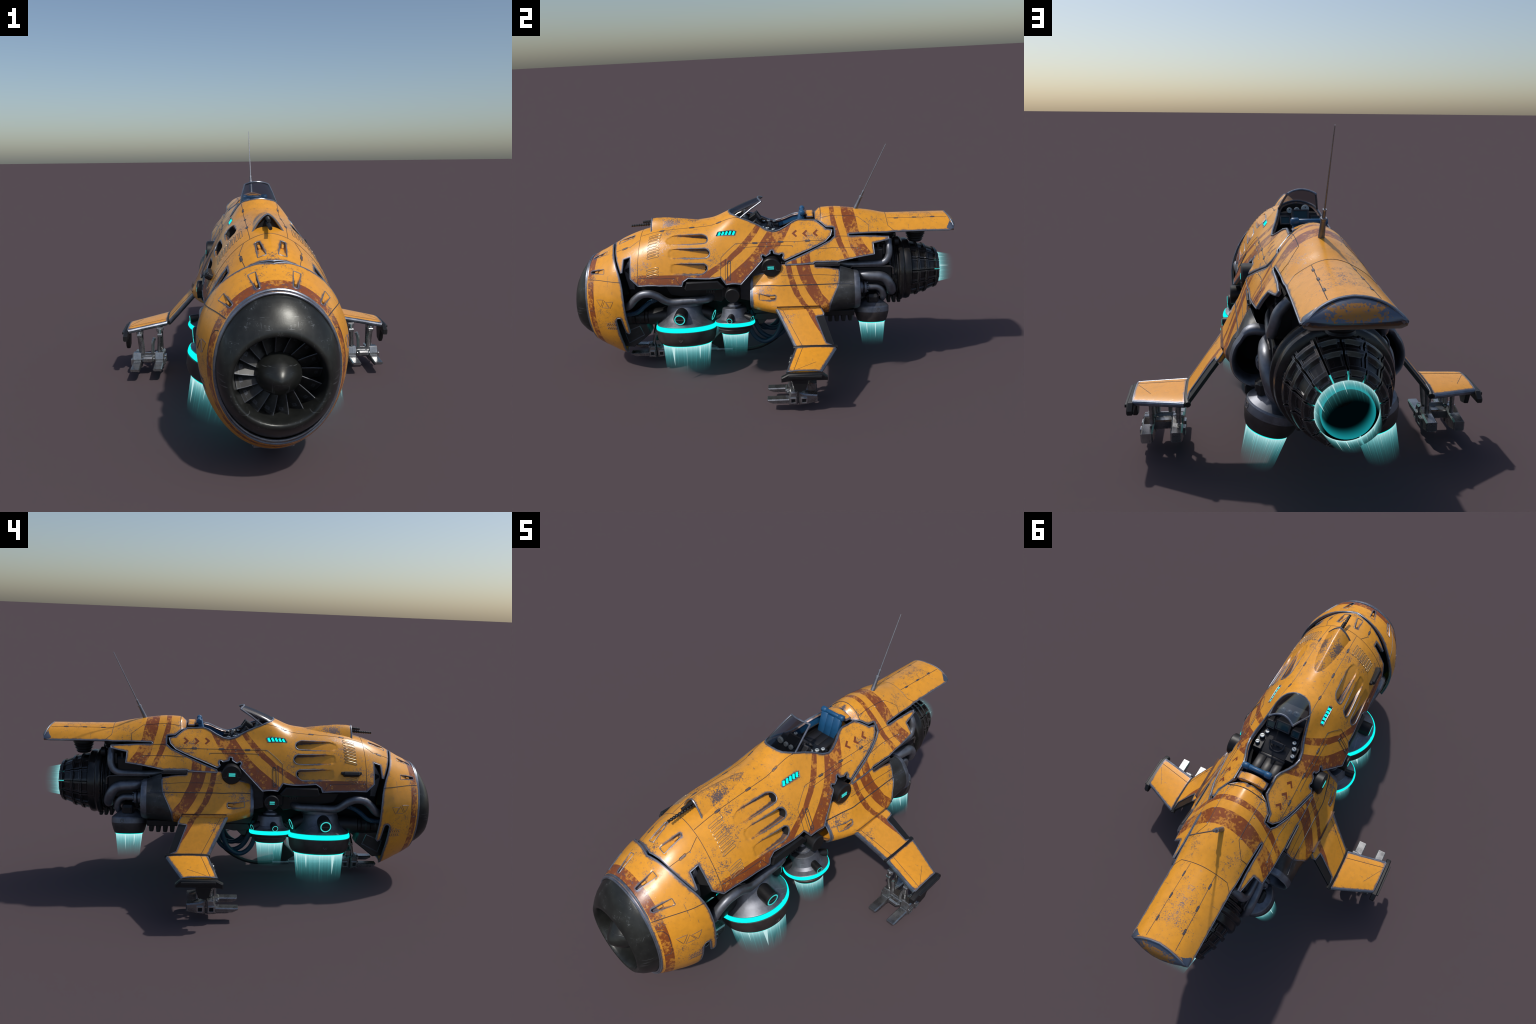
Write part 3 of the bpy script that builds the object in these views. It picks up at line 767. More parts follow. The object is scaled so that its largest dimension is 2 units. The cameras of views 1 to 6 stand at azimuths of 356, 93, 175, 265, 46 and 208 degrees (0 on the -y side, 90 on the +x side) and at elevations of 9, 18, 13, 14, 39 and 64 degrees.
V, F = lathe([(0, -.862), (.128, -.863)], 40, 'y'); make('fan_backplate', [(x, y, z + .366) for x, y, z in V], F, ['void'])

# ================================================================== SCOOP WITH TWIN BARRELS
def scoop_ring(y, w, H, drop=0.):
    R = []
    for k in range(21):
        a = k / 20 * 2 - 1; x = w * a; t = abs(x) * 1.02
        z = HULL(np.array([y]), np.array([t]))[0][2]
        prof = (1 - abs(a) ** 1.45) ** .95
        R.append((x, y, z - .003 + H * prof))
    return R
sc = [scoop_ring(-.553, .046, .042), scoop_ring(-.557, .053, .049), scoop_ring(-.53, .053, .045), scoop_ring(-.48, .050, .038), scoop_ring(-.42, .044, .026), scoop_ring(-.36, .034, .014), scoop_ring(-.31, .022, .003)]
M['scoop'] = paint('worn_scoop_enamel', ORANGE, wear=2.2)
V, F = loft(sc, closed=False); make('scoop', V, F, ['scoop'], angle=50, flip=True)
inn = scoop_ring(-.5535, .047, .043); V, F = loft([inn, [(x * .9, -.546, z - .004) for x, y, z in inn]], closed=False)
V2 = [tuple(v) for v in V] + [(0, -.546, .752)]; n = len(inn); F = F + [(n + k, n + k + 1, 2 * n) for k in range(n - 1)]
make('scoop_mouth', V2, F, ['void'])
V, F = tube(scoop_ring(-.556, .053, .049), .0032, 6); make('scoop_lip', V, F, ['trim'])
bb = Bag()
for z, y1, r in ((.777, -.668, .0085), (.792, -.605, .0085)):
    pts = np.linspace(-.545, y1, 40); rad = [r * (1 if (i // 2) % 2 else .74) * (1 - .25 * (i / 39)) for i in range(40)]
    bb.add(*tube([(0, y, z + (y + .55) * (.06)) for y in pts], r, 12, radii=rad))
bb.make('gun_barrel', ['black'], angle=25)

# ================================================================== SURFACE LINES OF THE HULL
H = HULL
line(H, [(-.605, .067), (-.50, .0715), (-.34, .0715), (-.198, .075), (-.090, .084)])
line(H, [(-.608, 0), (-.609, .10), (-.611, .189), (-.611, .338)])
line(H, [(-.612, .093), (-.657, .113), (-.710, .104), (-.744, .095)])
line(H, [(-.608, .302), (-.50, T(-.50, .548)), (-.418, .340), (-.392, .380)])
line(H, [(.330, .206), (.249, .205), (.117, .213), (-.013, .220), (-.108, .221), (-.184, .272), (-.187, .367)])
line(H, [(.174, .232), (.05, .236), (-.068, .242)])
line(H, [(-.163, .289), (-.164, .413)])
line(H, pill(H, -.1445, .352, .0, .0), .0001) if False else None
line(H, round_poly([(-.152, .301), (-.136, .304), (-.138, .402), (-.153, .398)], .005), .0018, closed=True)
for t0 in (.312, .388): line(H, pill(H, -.144, t0, .013, .011), .0013, closed=True)
for y, t in ((-.013, .220), (.117, .213), (.249, .205), (-.495, .0715), (-.339, .0715), (-.198, .075)): hinge(H, y, t)
hinge(H, -.690, .108, .03, .009, .1)
for y, t in ((-.104, .226), (.046, .224), (.046, .240), (.184, .213), (.174, .236), (-.066, .248), (-.598, .306), (-.425, .346), (-.66, .116)): rivet(H, y, t)
VENTS = Bag(); M['vent'] = metal('louvre_rim', (.34, .19, .06), .32, .6, worn=(.5, .45, .36), scratch=.2)  # paler tint draws the highlight along the louvre edges
for k in range(8):
    u = k / 7; hy = -.528 - .004 * u; ht = .098 + u * .117
    line(H, pill(H, hy, ht, .064 - .002*u, .0105), .0012, VENTS, closed=True, lift=.0004)
for k in range(3): line(H, pill(H, -.533, .278 + .017 * k, .062, .0105), .0012, VENTS, closed=True, lift=.0004)
o = VENTS.make('vent_louvre', ['vent']); o['kind'] = 'stuff'
line(H, [(.322, .080), (.503, .074), (.557, .119), (.555, .157)])
line(H, [(.388, .191), (.450, .189)])
line(H, [(.287, .249), (.40, .249), (.504, .244), (.527, .284)])
line(H, [(.650, 0), (.651, .05), (.654, .108), (.682, .138)])
line(H, [(.656, .055), (.80, .058), (.950, .061)])
for y in (.70, .79, .88): hinge(H, y, .057, .022, .006)
for y, t in ((.328, .086), (.40, .088), (.495, .080), (.43, .085), (.30, .254), (.395, .254), (.495, .250)): rivet(H, y, t)
line(H, [(.320, 0), (.320, .05), (.317, .098)], .0016)

# ================================================================== NACELLES (side pods)
NS = [(-.035, [(.183, .535), (.196, .520), (.206, .505), (.214, .490), (.234, .468), (.250, .445), (.256, .42), (.248, .395), (.225, .376), (.19, .367), (.14, .372)]),
      (.00, [(.187, .545), (.201, .527), (.212, .510), (.222, .496), (.243, .467), (.260, .441), (.267, .415), (.260, .390), (.235, .369), (.193, .360), (.14, .366)]),
      (.05, [(.195, .557), (.208, .535), (.220, .515), (.233, .500), (.254, .464), (.270, .435), (.281, .406), (.274, .382), (.245, .359), (.195, .349), (.14, .36)]),
      (.12, [(.203, .599), (.212, .582), (.228, .54), (.245, .502), (.262, .462), (.279, .430), (.296, .400), (.288, .376), (.255, .351), (.2, .343), (.14, .358)]),
      (.30, [(.202, .597), (.212, .578), (.228, .54), (.244, .502), (.262, .462), (.277, .428), (.291, .398), (.283, .374), (.25, .351), (.2, .343), (.14, .358)]),
      (.40, [(.205, .582), (.216, .563), (.230, .535), (.243, .504), (.258, .484), (.268, .459), (.274, .430), (.266, .393), (.238, .360), (.197, .348), (.14, .358)]),
      (.475, [(.188, .552), (.212, .549), (.230, .537), (.244, .515), (.258, .496), (.268, .470), (.272, .436), (.262, .397), (.233, .366), (.195, .352), (.14, .36)])]
def pod_surface():
    ys = np.linspace(-.035, .475, 171); tab = pchip([a[0] for a in NS], np.array([np.array(a[1]).ravel() for a in NS]), ys); sec = []
    for r in tab:
        P = r.reshape(-1, 2); u = np.arange(len(P)); uu = np.linspace(0, len(P) - 1, 120)
        sp = np.array([tuple(v) for v in spline([(a, b_, 0) for a, b_ in P], 12)])[:, :2]; sec.append(sp)
    # every section is parametrised by its own arc length stretched to a common scale
    s = Surf(ys, [np.array([[0, 0], [0, -1]])] * len(ys), .34, 171)
    for i, P in enumerate(sec):
        L = np.concatenate([[0], np.cumsum(np.hypot(*np.diff(P, axis=0).T))]); tt = L / L[-1] * .34
        s.X[i] = np.interp(s.ts, tt, P[:, 0]); s.Z[i] = np.interp(s.ts, tt, P[:, 1])
    return s
POD = pod_surface()
def PT(y, z):   # outer face only
    i = int(np.clip(round((y - POD.ys[0]) / (POD.ys[1] - POD.ys[0])), 0, len(POD.ys) - 1)); k = POD.ts < .24
    return float(np.interp(-z, -POD.Z[i][k], POD.ts[k]))
PZ = lambda y, z: (y, PT(y, z))
front_top = [(-.033, 0), (.05, 0), (.103, .012), (.113, 0)]
duct_edge = [(.405, 0), (.402, PT(.40, .545)), (.397, PT(.40, .503)), (.383, PT(.38, .475)), (.369, PT(.37, .448)), (.357, PT(.357, .420)), (.351, PT(.35, .400)), (.347, .23), (.346, .34)]
pod = front_top + [(.282, 0), (.284, .016), (.40, .016)] + duct_edge[1:] + [(-.033, .34)]
n1 = [PZ(.137, .60), PZ(.143, .56), PZ(.150, .53), PZ(.158, .50), PZ(.176, .46), PZ(.205, .42), (.222, PT(.22, .399)), (.235, .23), (.262, .23), PZ(.254, .399), PZ(.232, .42), PZ(.205, .46), PZ(.190, .50), PZ(.178, .53), PZ(.170, .56), PZ(.163, .60)]
n2 = [PZ(.188, .60), PZ(.198, .56), PZ(.208, .53), PZ(.224, .50), PZ(.247, .46), PZ(.277, .42), (.296, PT(.29, .399)), (.315, .23), (.40, .23), (.40, PT(.38, .40)), PZ(.352, .42), PZ(.312, .46), PZ(.292, .50), PZ(.275, .53), PZ(.264, .56), PZ(.255, .60)]
pd = [t_recess(.000, .084, PT(.0, .450), PT(.084, .449), .034, .020, 1, .016)]
RIMS2 = Bag()
po = panel('engine_pod', pod, POD, ['orange', 'rust'], th=.013, h=.010, dents=pd, regions=[(n1, 1), (n2, 1)], rim=.0024, norim=lambda y, t: ((t < .018) & (y > .11)) | (t > .25))
line(POD, [PZ(y, np.interp(y, [-.03, .0, .05, .143, .47], [.492, .496, .500, .502, .502])) for y in np.linspace(-.03, .466, 45)], .0024)
line(POD, [PZ(y, .546 - max(0, y - .3) * .06) for y in np.linspace(.112, .398, 25)], .0010)
line(POD, pd[0]['poly'], .0014, RIMS2, 0, True)
V, F = both(*place(POD, .068, PT(.068, .449), (.030, .0105, .012), -.008)); 
tb = Bag(); tb.add(V, F); tb.make('pod_handle', ['tab']); o = RIMS2.make('pod_recess_edge', ['edge']); o['kind'] = 'stuff'
duct = [(y + .0005, t) for y, t in duct_edge] + [(.474, .34), (.474, 0)]
dc = panel('exhaust_duct', duct, POD, ['duct'], th=.010, h=.012)
# lips and dark bores (closed section loops)
def pod_loop(y, k=1., dy=0.):
    P = [tuple(POD(np.array([y]), np.array([t]))[0][[0, 2]]) for t in np.linspace(0, .34, 34)]
    P += [(.108, .374), (.088, .408), (.082, .449), (.092, .495), (.118, .528), (.155, .546)]
    c = np.mean(P, 0); return [(c[0] + (a - c[0]) * k, y + dy, c[1] + (b_ - c[1]) * k) for a, b_ in P]
V, F = loft([pod_loop(.470, .985), pod_loop(.475, 1.0, .004), pod_loop(.475, .97, .018), pod_loop(.475, .90, .026), pod_loop(.475, .81, .025), pod_loop(.475, .72, .014), pod_loop(.475, .65, -.01), pod_loop(.475, .60, -.12)], cap1=True)
dl = make('duct_lip', V, F, ['gun', 'void'], idx=[0] * (len(F) - 41) + [1] * 41, angle=60, flip=True)  # lip in lighter metal than the duct, tinting in its grey-blue sky reflection
V, F = loft([pod_loop(-.030, .96), pod_loop(-.035, 1.0, -.001), pod_loop(-.035, .985, -.007), pod_loop(-.035, .94, -.010), pod_loop(-.035, .89, -.006), pod_loop(-.035, .86, .01), pod_loop(-.035, .82, .06)], cap1=True)
il = make('pod_intake_lip', V, F, ['trim', 'orange', 'void'], idx=[0] * 160 + [1] * (len(F) - 161) + [2], angle=60, flip=False)
V, F = loft([[(.14 + (a - .14) * .9, y, c) for a, y, c in pod_loop(yy, .93)] for yy in (.05, .1, .2, .3, .36)]); ic = make('pod_core', V, F, ['void'])
sl = Bag(); sl.add(*box((.207, .345, .588), (.012, .118, .005), Matrix.Rotation(.25, 3, 'Y'))); sl.add(*box((.212, .34, .597), (.005, .112, .010)))
ss = sl.make('pod_slat', ['char'])
fn = Bag()
for k in range(4): fn.add(*box((.17 + 0, .352 + .034 * k, .318), (.10, .022, .062 - .006 * (k == 3)), ch=.2))
fn.add(*box((.165, .40, .336), (.12, .15, .03)))
fo = fn.make('pod_fins', ['black'])
for o in (dc, dl, il, ic, ss, fo): attach(o, po)
mirror(po)

# ================================================================== WINGS
class Plane:
    """Flat wing skin with camber: a = y, b = span from root to tip."""
    def __init__(s, p0, p1, y0, y1, camber=.006, ease=0.): s.ease = ease; s.p0 = np.array(p0); s.p1 = np.array(p1); s.L = np.linalg.norm(s.p1 - s.p0); s.y0 = y0; s.y1 = y1; s.c = camber
    def __call__(s, y, t):
        y = np.asarray(y, float); t = np.asarray(t, float); u = t / s.L; y0 = s.y0[0] + (s.y0[1] - s.y0[0]) * u; y1 = s.y1[0] + (s.y1[1] - s.y1[0]) * u
        k = (y - (y0 + y1) / 2) / ((y1 - y0) / 2); x = s.p0[0] + (s.p1[0] - s.p0[0]) * u; z = s.p0[1] + (s.p1[1] - s.p0[1]) * u
        d = (s.p1 - s.p0) / s.L; c = s.c * (1 - np.clip(np.abs(k), 0, 1.3) ** 3) * (np.clip(t / s.ease, 0, 1) if s.ease else 1.)
        return np.stack([x - d[1] * c, y, z + d[0] * c], -1)
WI = Plane((.2885, .3985), (.414, .246), (.090, .178), (.31, .364), ease=.08); WO = Plane((.416, .246), (.598, .220), (.178, .137), (.364, .285))
Lw = WI.L
inner = [(.088, -.004), (.301, -.004), (.318, .030), (.316, .040), (.278, .047), (.282, .060), (.322, .178), (.362, Lw - .002), (.177, Lw - .002)]
w1 = [(.222, -.01), (.235, .02), (.252, .055), (.278, .10), (.305, .16), (.33, .16), (.33, .04), (.28, .06), (.262, .028), (.256, -.01)]
w1 = [(.222, -.01), (.237, .02), (.252, .050), (.270, .085), (.290, .120), (.318, .165), (.34, .165), (.31, .06), (.284, .05), (.268, .025), (.254, -.01)]
w2 = [(.292, -.01), (.322, .034), (.34, .03), (.31, -.01)]
wing = panel('wing', inner, WI, ['orange', 'rust'], th=.018, h=.011, regions=[(w1, 1), (w2, 1)], rim=.0022, norim=lambda y, t: t < .004)
outer = [(.178, .004), (.364, .004), (.285, WO.L), (.137, WO.L)]
wing_o = panel('wing_tip', outer, WO, ['orange'], th=.018, h=.012, rim=.0022)
wl = Bag()
for S_, a, b_, r in ((WI, (.088, 0), (.177, Lw), .0105), (WO, (.178, .004), (.137, WO.L - .002), .0105)):
    P = fine_poly([a, b_], .03, False); wl.add(*tube(on_surf(S_, P, -.0095), r, 10))
P = fine_poly([(.364, .005), (.286, WO.L)], .03, False); wl.add(*tube(on_surf(WO, P, -.0095), .0095, 10))
wle = wl.make('wing_edge', ['trim'])
fl = panel('wing_flap', [(.281, .050), (.318, .043), (.362, Lw - .006), (.324, Lw - .010)], WI, ['black'], th=.012, h=.02, bulge=lambda Y, T_: .003 + 0 * Y)
P = [(y, Lw) for y in np.linspace(.165, .374, 20)]
kv, kf = tube(on_surf(WI, P, -.006), .0105, 10); kn = make('wing_knee_strip', kv, kf, ['black'])
wln = Bag()
line(WI, [(.092, .0005), (.30, .0005)], .0013, wln, 0, two=False)
for y in (.160, .272): line(WI, [(y + a, .0005 + b_) for a, b_ in pill(WI, 0, 0, .026, .009)], .0013, wln, 0, True, two=False)
line(WI, [(.112, .002), (.208, Lw - .004)], .0011, wln, 0, two=False); line(WO, [(.208, .006), (.165, WO.L - .002)], .0011, wln, 0, two=False)
line(WO, [(.185, WO.L - .01), (.268, WO.L - .06)], .0008, wln, 0, two=False)
wn = wln.make('wing_panel_line', ['line'])
plate = [(.107, .196), (.140, .214), (.296, .216), (.318, .196), (.318, .181), (.150, .179), (.107, .172)]
pb = Bag(); pb.add(*prism(plate, .594, .617, .004)); pb.add(*box((.611, .216, .203), (.028, .152, .011)))
pb.add(*prism([(.152, .186), (.225, .186), (.228, .168), (.215, .128), (.180, .118), (.165, .135)], .594, .612, .003))
ep = pb.make('wingtip_plate', ['black'])
# landing foot
fg = Bag()
for xc, o_ in ((.458, -1), (.560, 1)):
    w = .020
    fg.add(*prism([(.036, .062), (.036, .052), (.062, .040), (.140, .040), (.140, .064)], xc - w, xc + w, .004))
    fg.add(*prism([(.135, .034), (.177, .032), (.177, .102), (.146, .102), (.137, .075)], xc - w - .002, xc + w + .002, .005))
    fg.add(*prism([(.182, .032), (.182, .102), (.212, .090), (.270, .084), (.270, .048), (.225, .036)], xc - w - .001, xc + w + .001, .005))
    xo = xc + o_ * (w + .004)
    for yc in (.157, .207):
        for a, b_, c, d in ((0, .012, .026, .005), (0, -.012, .026, .005), (.0115, 0, .005, .026), (-.0115, 0, .005, .026)): fg.add(*box((xo, yc + a, .060 + b_), (.010, c, d)))
        fg.add(*box((xo - o_ * .003, yc, .060), (.003, .020, .020)), 1)
foot = fg.make('landing_foot', ['steel', 'void'], smooth=False)
ax = Bag()
ax.add(*box((.509, .135, .076), (.052, .030, .026), ch=.25)); ax.add(*cyl((.478, .135, .077), (.540, .135, .077), .006)); ax.add(*box((.509, .17, .075), (.10, .05, .035))); ax.add(*box((.509, .150, .088), (.138, .006, .032)))
for xc in (.452, .546):
    ax.add(*cyl((xc, .155, .214 if xc < .5 else .202), (xc, .150, .190), .010)); ax.add(*cyl((xc, .150, .192), (xc + (.006 if xc < .5 else -.004), .165, .105), .0105)); ax.add(*cyl((xc - .011, .148, .188), (xc + .011, .148, .188), .009))
    ax.add(*cyl((xc, .215, .216 if xc < .5 else .204), (xc, .220, .095), .0085)); ax.add(*box((xc, .165, .212 if xc < .5 else .199), (.03, .03, .018)))
fax = ax.make('foot_axle', ['steel'], smooth=True)
lk = Bag()
for s in (-1, 1):
    P = [(.509 + s * .033, .150, .175), (.509 + s * .024, .146, .150), (.509 + s * .022, .142, .105)]
    lk.add(*tube(spline(P, 4), .0085, 6)); 
flk = lk.make('foot_link', ['steel'])
for o in (wing_o, wle, fl, kn, wn, ep): attach(o, wing)
for o in (fax, flk): attach(o, foot)
mirror(wing); mirror(foot)
FF_ = Matrix.Translation((-.509, -.775, 0))
for o in (foot,):
    c = o.copy(); COL.objects.link(c); attach(c, ROOT, FF_)
nf = Bag()
nf.add(*box((0, -.640, .076), (.052, .030, .026), ch=.25)); nf.add(*box((0, -.605, .075), (.10, .05, .035))); nf.add(*box((0, -.625, .088), (.138, .006, .032)))
for s_ in (-1, 1):
    nf.add(*cyl((s_ * .034, -.612, .10), (s_ * .030, -.600, .165), .0095)); nf.add(*cyl((s_ * .030, -.600, .160), (s_ * .028, -.560, .30), .013)); nf.add(*cyl((s_ * .018, -.600, .160), (s_ * .045, -.600, .160), .011))
    nf.add(*box((s_ * .04, -.585, .115), (.026, .03, .03)))
nf.make('nose_foot_strut', ['steel'])

# ================================================================== THRUSTERS
def thruster(name, pos, tilt, body, ring, rim, flame, ports, extra=None):
    W = Matrix.Translation(pos) @ Matrix.Rotation(tilt, 4, 'Y')
    V, F = lathe(body, 56); th = make(name, V, F, ['gun'], mat=W, angle=22, flip=False)
    if ring: V, F = lathe(ring, 56); make('glow_ring', V, F, ['cyan'], th, mat=W)
    V, F = lathe(rim, 56); make('thruster_rim', V, F, ['rim'], th, mat=W, angle=30)
    r0, r1, L, mt = flame
    z0 = rim[-1][1] + .004; Wf = W @ Matrix.Translation((0, 0, z0))
    V, F = lathe([(r0 + (r1 - r0) * k / 8, -L * k / 8) for k in range(9)], 64); make('flame', V, F, [mt], th, mat=Wf)
    V, F = lathe([(r0 * 1.02, 0.002), (r0 * 1.03, -.006), (r0 * .99, -.0065)], 56); make('flame_collar', V, F, ['cyan'], th, mat=Wf)
    V, F = lathe([(0, .0), (r0 * .97, .0)], 40); make('flame_root', V, F, ['teal'], th, mat=Wf)
    for (ang, d0, d1, z, r, dz) in ports:
        c, s = math.cos(ang), math.sin(ang); b = Bag()
        p0, p1 = Vector((d0 * c, d0 * s, z + dz)), Vector((d1 * c, d1 * s, z)); n = (p1 - p0).normalized()
        b.add(*cyl(p0, p1, r, 24, .2))
        q = n.to_track_quat('Z', 'Y').to_matrix(); circ = [p1 - n * (.0006 if ang < 2 else .006) + q @ Vector((r * .74 * math.cos(a), r * .74 * math.sin(a), 0)) for a in np.linspace(0, 2*math.pi, 28, endpoint=False)]
        b.add(*tube(circ, r * .085, 6, True), 1)
        u_ = Vector((-s, c, 0)); b.add(*tube([p1 + n * .0004 - u_ * r * .9, p1 + n * .0004 + u_ * r * .9], r * .035, 5), 2)
        b.make('thruster_port', ['black', 'cyan_dim', 'rim'], th, mat=W)
    for a in (0.06, 2.2, 4.3):   # small round seal on the rim band
        rr = np.interp(rim[len(rim)//2][1], [rim[-1][1], rim[0][1]], [rim[-1][0], rim[0][0]])
    return th
cz = .262
bigF = flame_mat('big_plume', .150, 11., 1.0, 3.); medF = flame_mat('medium_plume', .125, 9., 1.0, 8.); rearF = flame_mat('rear_plume', .125, 9., 1.0, 5.); jetF = flame_mat('jet_plume', .082, 19., 1.0, 1., .9)
big = thruster('thruster', (.201, -.400, -.001), math.radians(-14),
    [(0, .405), (.070, .405), (.090, .400), (.094, .388), (.092, .372), (.097, .362), (.099, .350), (.104, .332), (.114, .313), (.130, .294), (.150, .279), (.1525, .276), (.150, .272)],
    [(.1532, .274), (.1568, .271), (.1585, .263), (.1585, .254), (.152, .249)],
    [(.150, .252), (.158, .249), (.1575, .240), (.1525, .205), (.145, .188), (.136, .178), (.129, .174)],
    (.127, .114, .148, bigF), [(a, .072, .150, .316, .0335, .026) for a in (-.04, 1.45, 4.62)])
med = thruster('thruster', (.273, -.135, .008), math.radians(-14),
    [(0, .425), (.013, .425), (.014, .398), (.026, .392), (.036, .386), (.037, .379), (.030, .376), (.052, .374), (.060, .370), (.062, .362), (.064, .345), (.070, .326), (.080, .314), (.098, .305), (.100, .302)],
    [(.100, .303), (.1022, .300), (.1035, .295), (.1035, .289), (.099, .284)],
    [(.098, .286), (.099, .283), (.090, .276), (.083, .270), (.086, .266), (.080, .255), (.073, .244), (.070, .242)],
    (.068, .056, .120, medF), [(a, .052, .102, .316, .0175, .016) for a in (-.16, 1.15, 4.3)])
rt = thruster('thruster', (.232, .568, .014), math.radians(-16),
    [(0, .378), (.038, .377), (.047, .370), (.084, .340), (.087, .334), (.0875, .318), (.0865, .310)],
    None, [(.0865, .310), (.0860, .303), (.078, .275), (.071, .260), (.067, .258)],
    (.066, .052, .128, rearF), [])
seal = Bag()
for W, r, z, a in ((WORLD[big], .1525, .212, -.03), (WORLD[rt], .0870, .322, .3)):
    for aa in (a, a + 2.1, a + 4.2):
        c = W @ Vector((r * math.cos(aa), r * math.sin(aa), z)); n = (W.to_3x3() @ Vector((math.cos(aa), math.sin(aa), 0))).normalized(); q = n.to_track_quat('Z', 'Y').to_matrix()
        seal.add(*tube([c + q @ Vector((.0085 * math.cos(t), .0085 * math.sin(t), 0)) for t in np.linspace(0, 2*math.pi, 18, endpoint=False)], .0015, 5, True)); seal.add(*cyl(c - n * .002, c + n * .001, .003, 10))
sl_ = seal.make('rim_seal', ['rim'])
for o in (big, med, rt, sl_): mirror(o)

# pivot discs on the flanks
def pivot(c, r, x0, mark):
    b = Bag(); b.add(*cyl((x0, c[1], c[2]), (c[0], c[1], c[2]), r, 40, .10))
    if mark:
        for dz in (.0052, -.0042): b.add(*box((c[0] + .0008, c[1] - .002, c[2] + dz), (.003, .026 * r / .04, .0042 * r / .04), ch=.05), 1)
        for p, q in (((-.038, -.011), (-.026, -.011)), ((-.026, -.011), (-.019, .010)), ((-.019, .010), (.014, .010)), ((.014, .010), (.023, -.011)), ((.023, -.011), (.038, -.011))):
            k = r / .042; b.add(*tube([(c[0] + .0004, c[1] + p[0] * k, c[2] + p[1] * k), (c[0] + .0004, c[1] + q[0] * k, c[2] + q[1] * k)], .0007, 5), 2)
    return b
mirror(pivot((.224, .066, .588), .0485, .17, True).make('pivot_disc', ['black', 'cyan_dim', 'char']))
pivot((.262, -.132, .460), .037, .19, False).make('pivot_disc', ['black', 'cyan_dim', 'char'])
o = pivot((.262, -.132, .460), .037, .19, True).make('pivot_disc', ['black', 'cyan_dim', 'char']); attach(o, ROOT, MX.copy())
b = Bag(); b.add(*box((.195, .104, .552), (.035, .022, .055))); mirror(b.make('pivot_bracket', ['char']))
b = Bag(); b.add(*box((.206, -.530, .598), (.028, .085, .024), Matrix.Rotation(-.55, 3, 'Y'), .25)); b.add(*box((.200, -.530, .600), (.022, .105, .014), Matrix.Rotation(-.55, 3, 'Y'), .25))
o = b.make('hull_clip', ['black']); attach(o, ROOT, MX.copy())

# ================================================================== MAIN JET ENGINE
EZ = .488
def eng(prof, name, mats, seg=64, **kw):
    V, F = lathe(prof, seg, 'y'); return make(name, [(x, y, z + EZ) for x, y, z in V], F, mats, flip=kw.pop('flip', False), **kw)
eng([(.02, .30), (.10, .31), (.125, .40), (.130, .60), (.136, .645), (.146, .652), (.151, .660), (.146, .668), (.152, .676), (.147, .684), (.153, .692), (.148, .700), (.150, .706)], 'engine_casing', ['petal'], angle=30)
eng([(.148, .704), (.164, .708), (.1685, .714), (.1685, .727), (.165, .733), (.158, .737), (.160, .745), (.162, .756), (.158, .768), (.146, .775), (.12, .776)], 'engine_flange', ['petal'], angle=30)
NP = 14; ys = [.773, .779, .800, .803, .814, .817, .843, .846, .857, .860, .898, .901, .913, .916, .921]
base = pchip([.77, .80, .845, .90, .925], [.1415, .1355, .122, .099, .0875], ys)
V = []; F = []; na = 9
aw = 2 * math.pi / NP * .90
for yi, y in enumerate(ys):
    for k in range(na):
        u = k / (na - 1); u = [0, .06, .12, .15, .5, .85, .88, .94, 1][k]; a = (u - .5) * aw
        side = u <= .12 or u >= .88; rib = any(lo - 1e-6 <= y <= hi + 1e-6 for lo, hi in ((.803, .814), (.846, .857), (.901, .913))) or y > .915 and False
        r = base[yi] + (.0095 if rib else 0) + (.0030 if side and not rib else 0) + (-.002 if not side and not rib else 0)
        V.append((r * math.sin(a), y, r * math.cos(a)))
n0 = len(V)
for yi, y in enumerate(ys):
    for k in range(na):
        a = ([0, .06, .12, .15, .5, .85, .88, .94, 1][k] - .5) * aw; r = base[yi] - .010; V.append((r * math.sin(a), y, r * math.cos(a)))
for yi in range(len(ys) - 1):
    for k in range(na - 1):
        a = yi * na + k; F.append((a, a + 1, a + na + 1, a + na)); F.append((n0 + a, n0 + a + na, n0 + a + na + 1, n0 + a + 1))
    for k in (0, na - 1):
        a = yi * na + k; f = (a, a + na, n0 + a + na, n0 + a); F.append(f if k == 0 else f[::-1])
for k in range(na - 1):
    a = k; F.append((a, n0 + a, n0 + a + 1, a + 1)); a = (len(ys) - 1) * na + k; F.append((a, a + 1, n0 + a + 1, n0 + a))
pt = None
for k in range(NP):
    R = Matrix.Translation((0, 0, EZ)) @ Matrix.Rotation(2 * math.pi * (k + .5) / NP, 4, 'Y')
    if pt is None: pt = make('nozzle_petal', V, F, ['petal'], mat=R, angle=30, flip=True)
    else: c = pt.copy(); COL.objects.link(c); attach(c, ROOT, R)
eng([(.130, .775), (.124, .80), (.110, .845), (.088, .895)], 'nozzle_liner', ['void'])
eng([(.0915, .8955), (.0795, .920)], 'nozzle_glow', ['cyan_dim'])
eng([(.058, .80), (.064, .86), (.066, .932), (.063, .933), (.058, .86), (.053, .80)], 'nozzle_tube', ['nozzle_grad'])
eng([(0, .80), (.066, .80)], 'nozzle_cap', ['void'])
Wj = Matrix.Translation((0, .915, EZ)) @ Matrix.Rotation(math.radians(90), 4, 'X')
V, F = lathe([(.0795 + (.064 - .0795) * k / 8, -.082 * k / 8) for k in range(9)], 64); make('jet_flame', V, F, [jetF], mat=Wj)

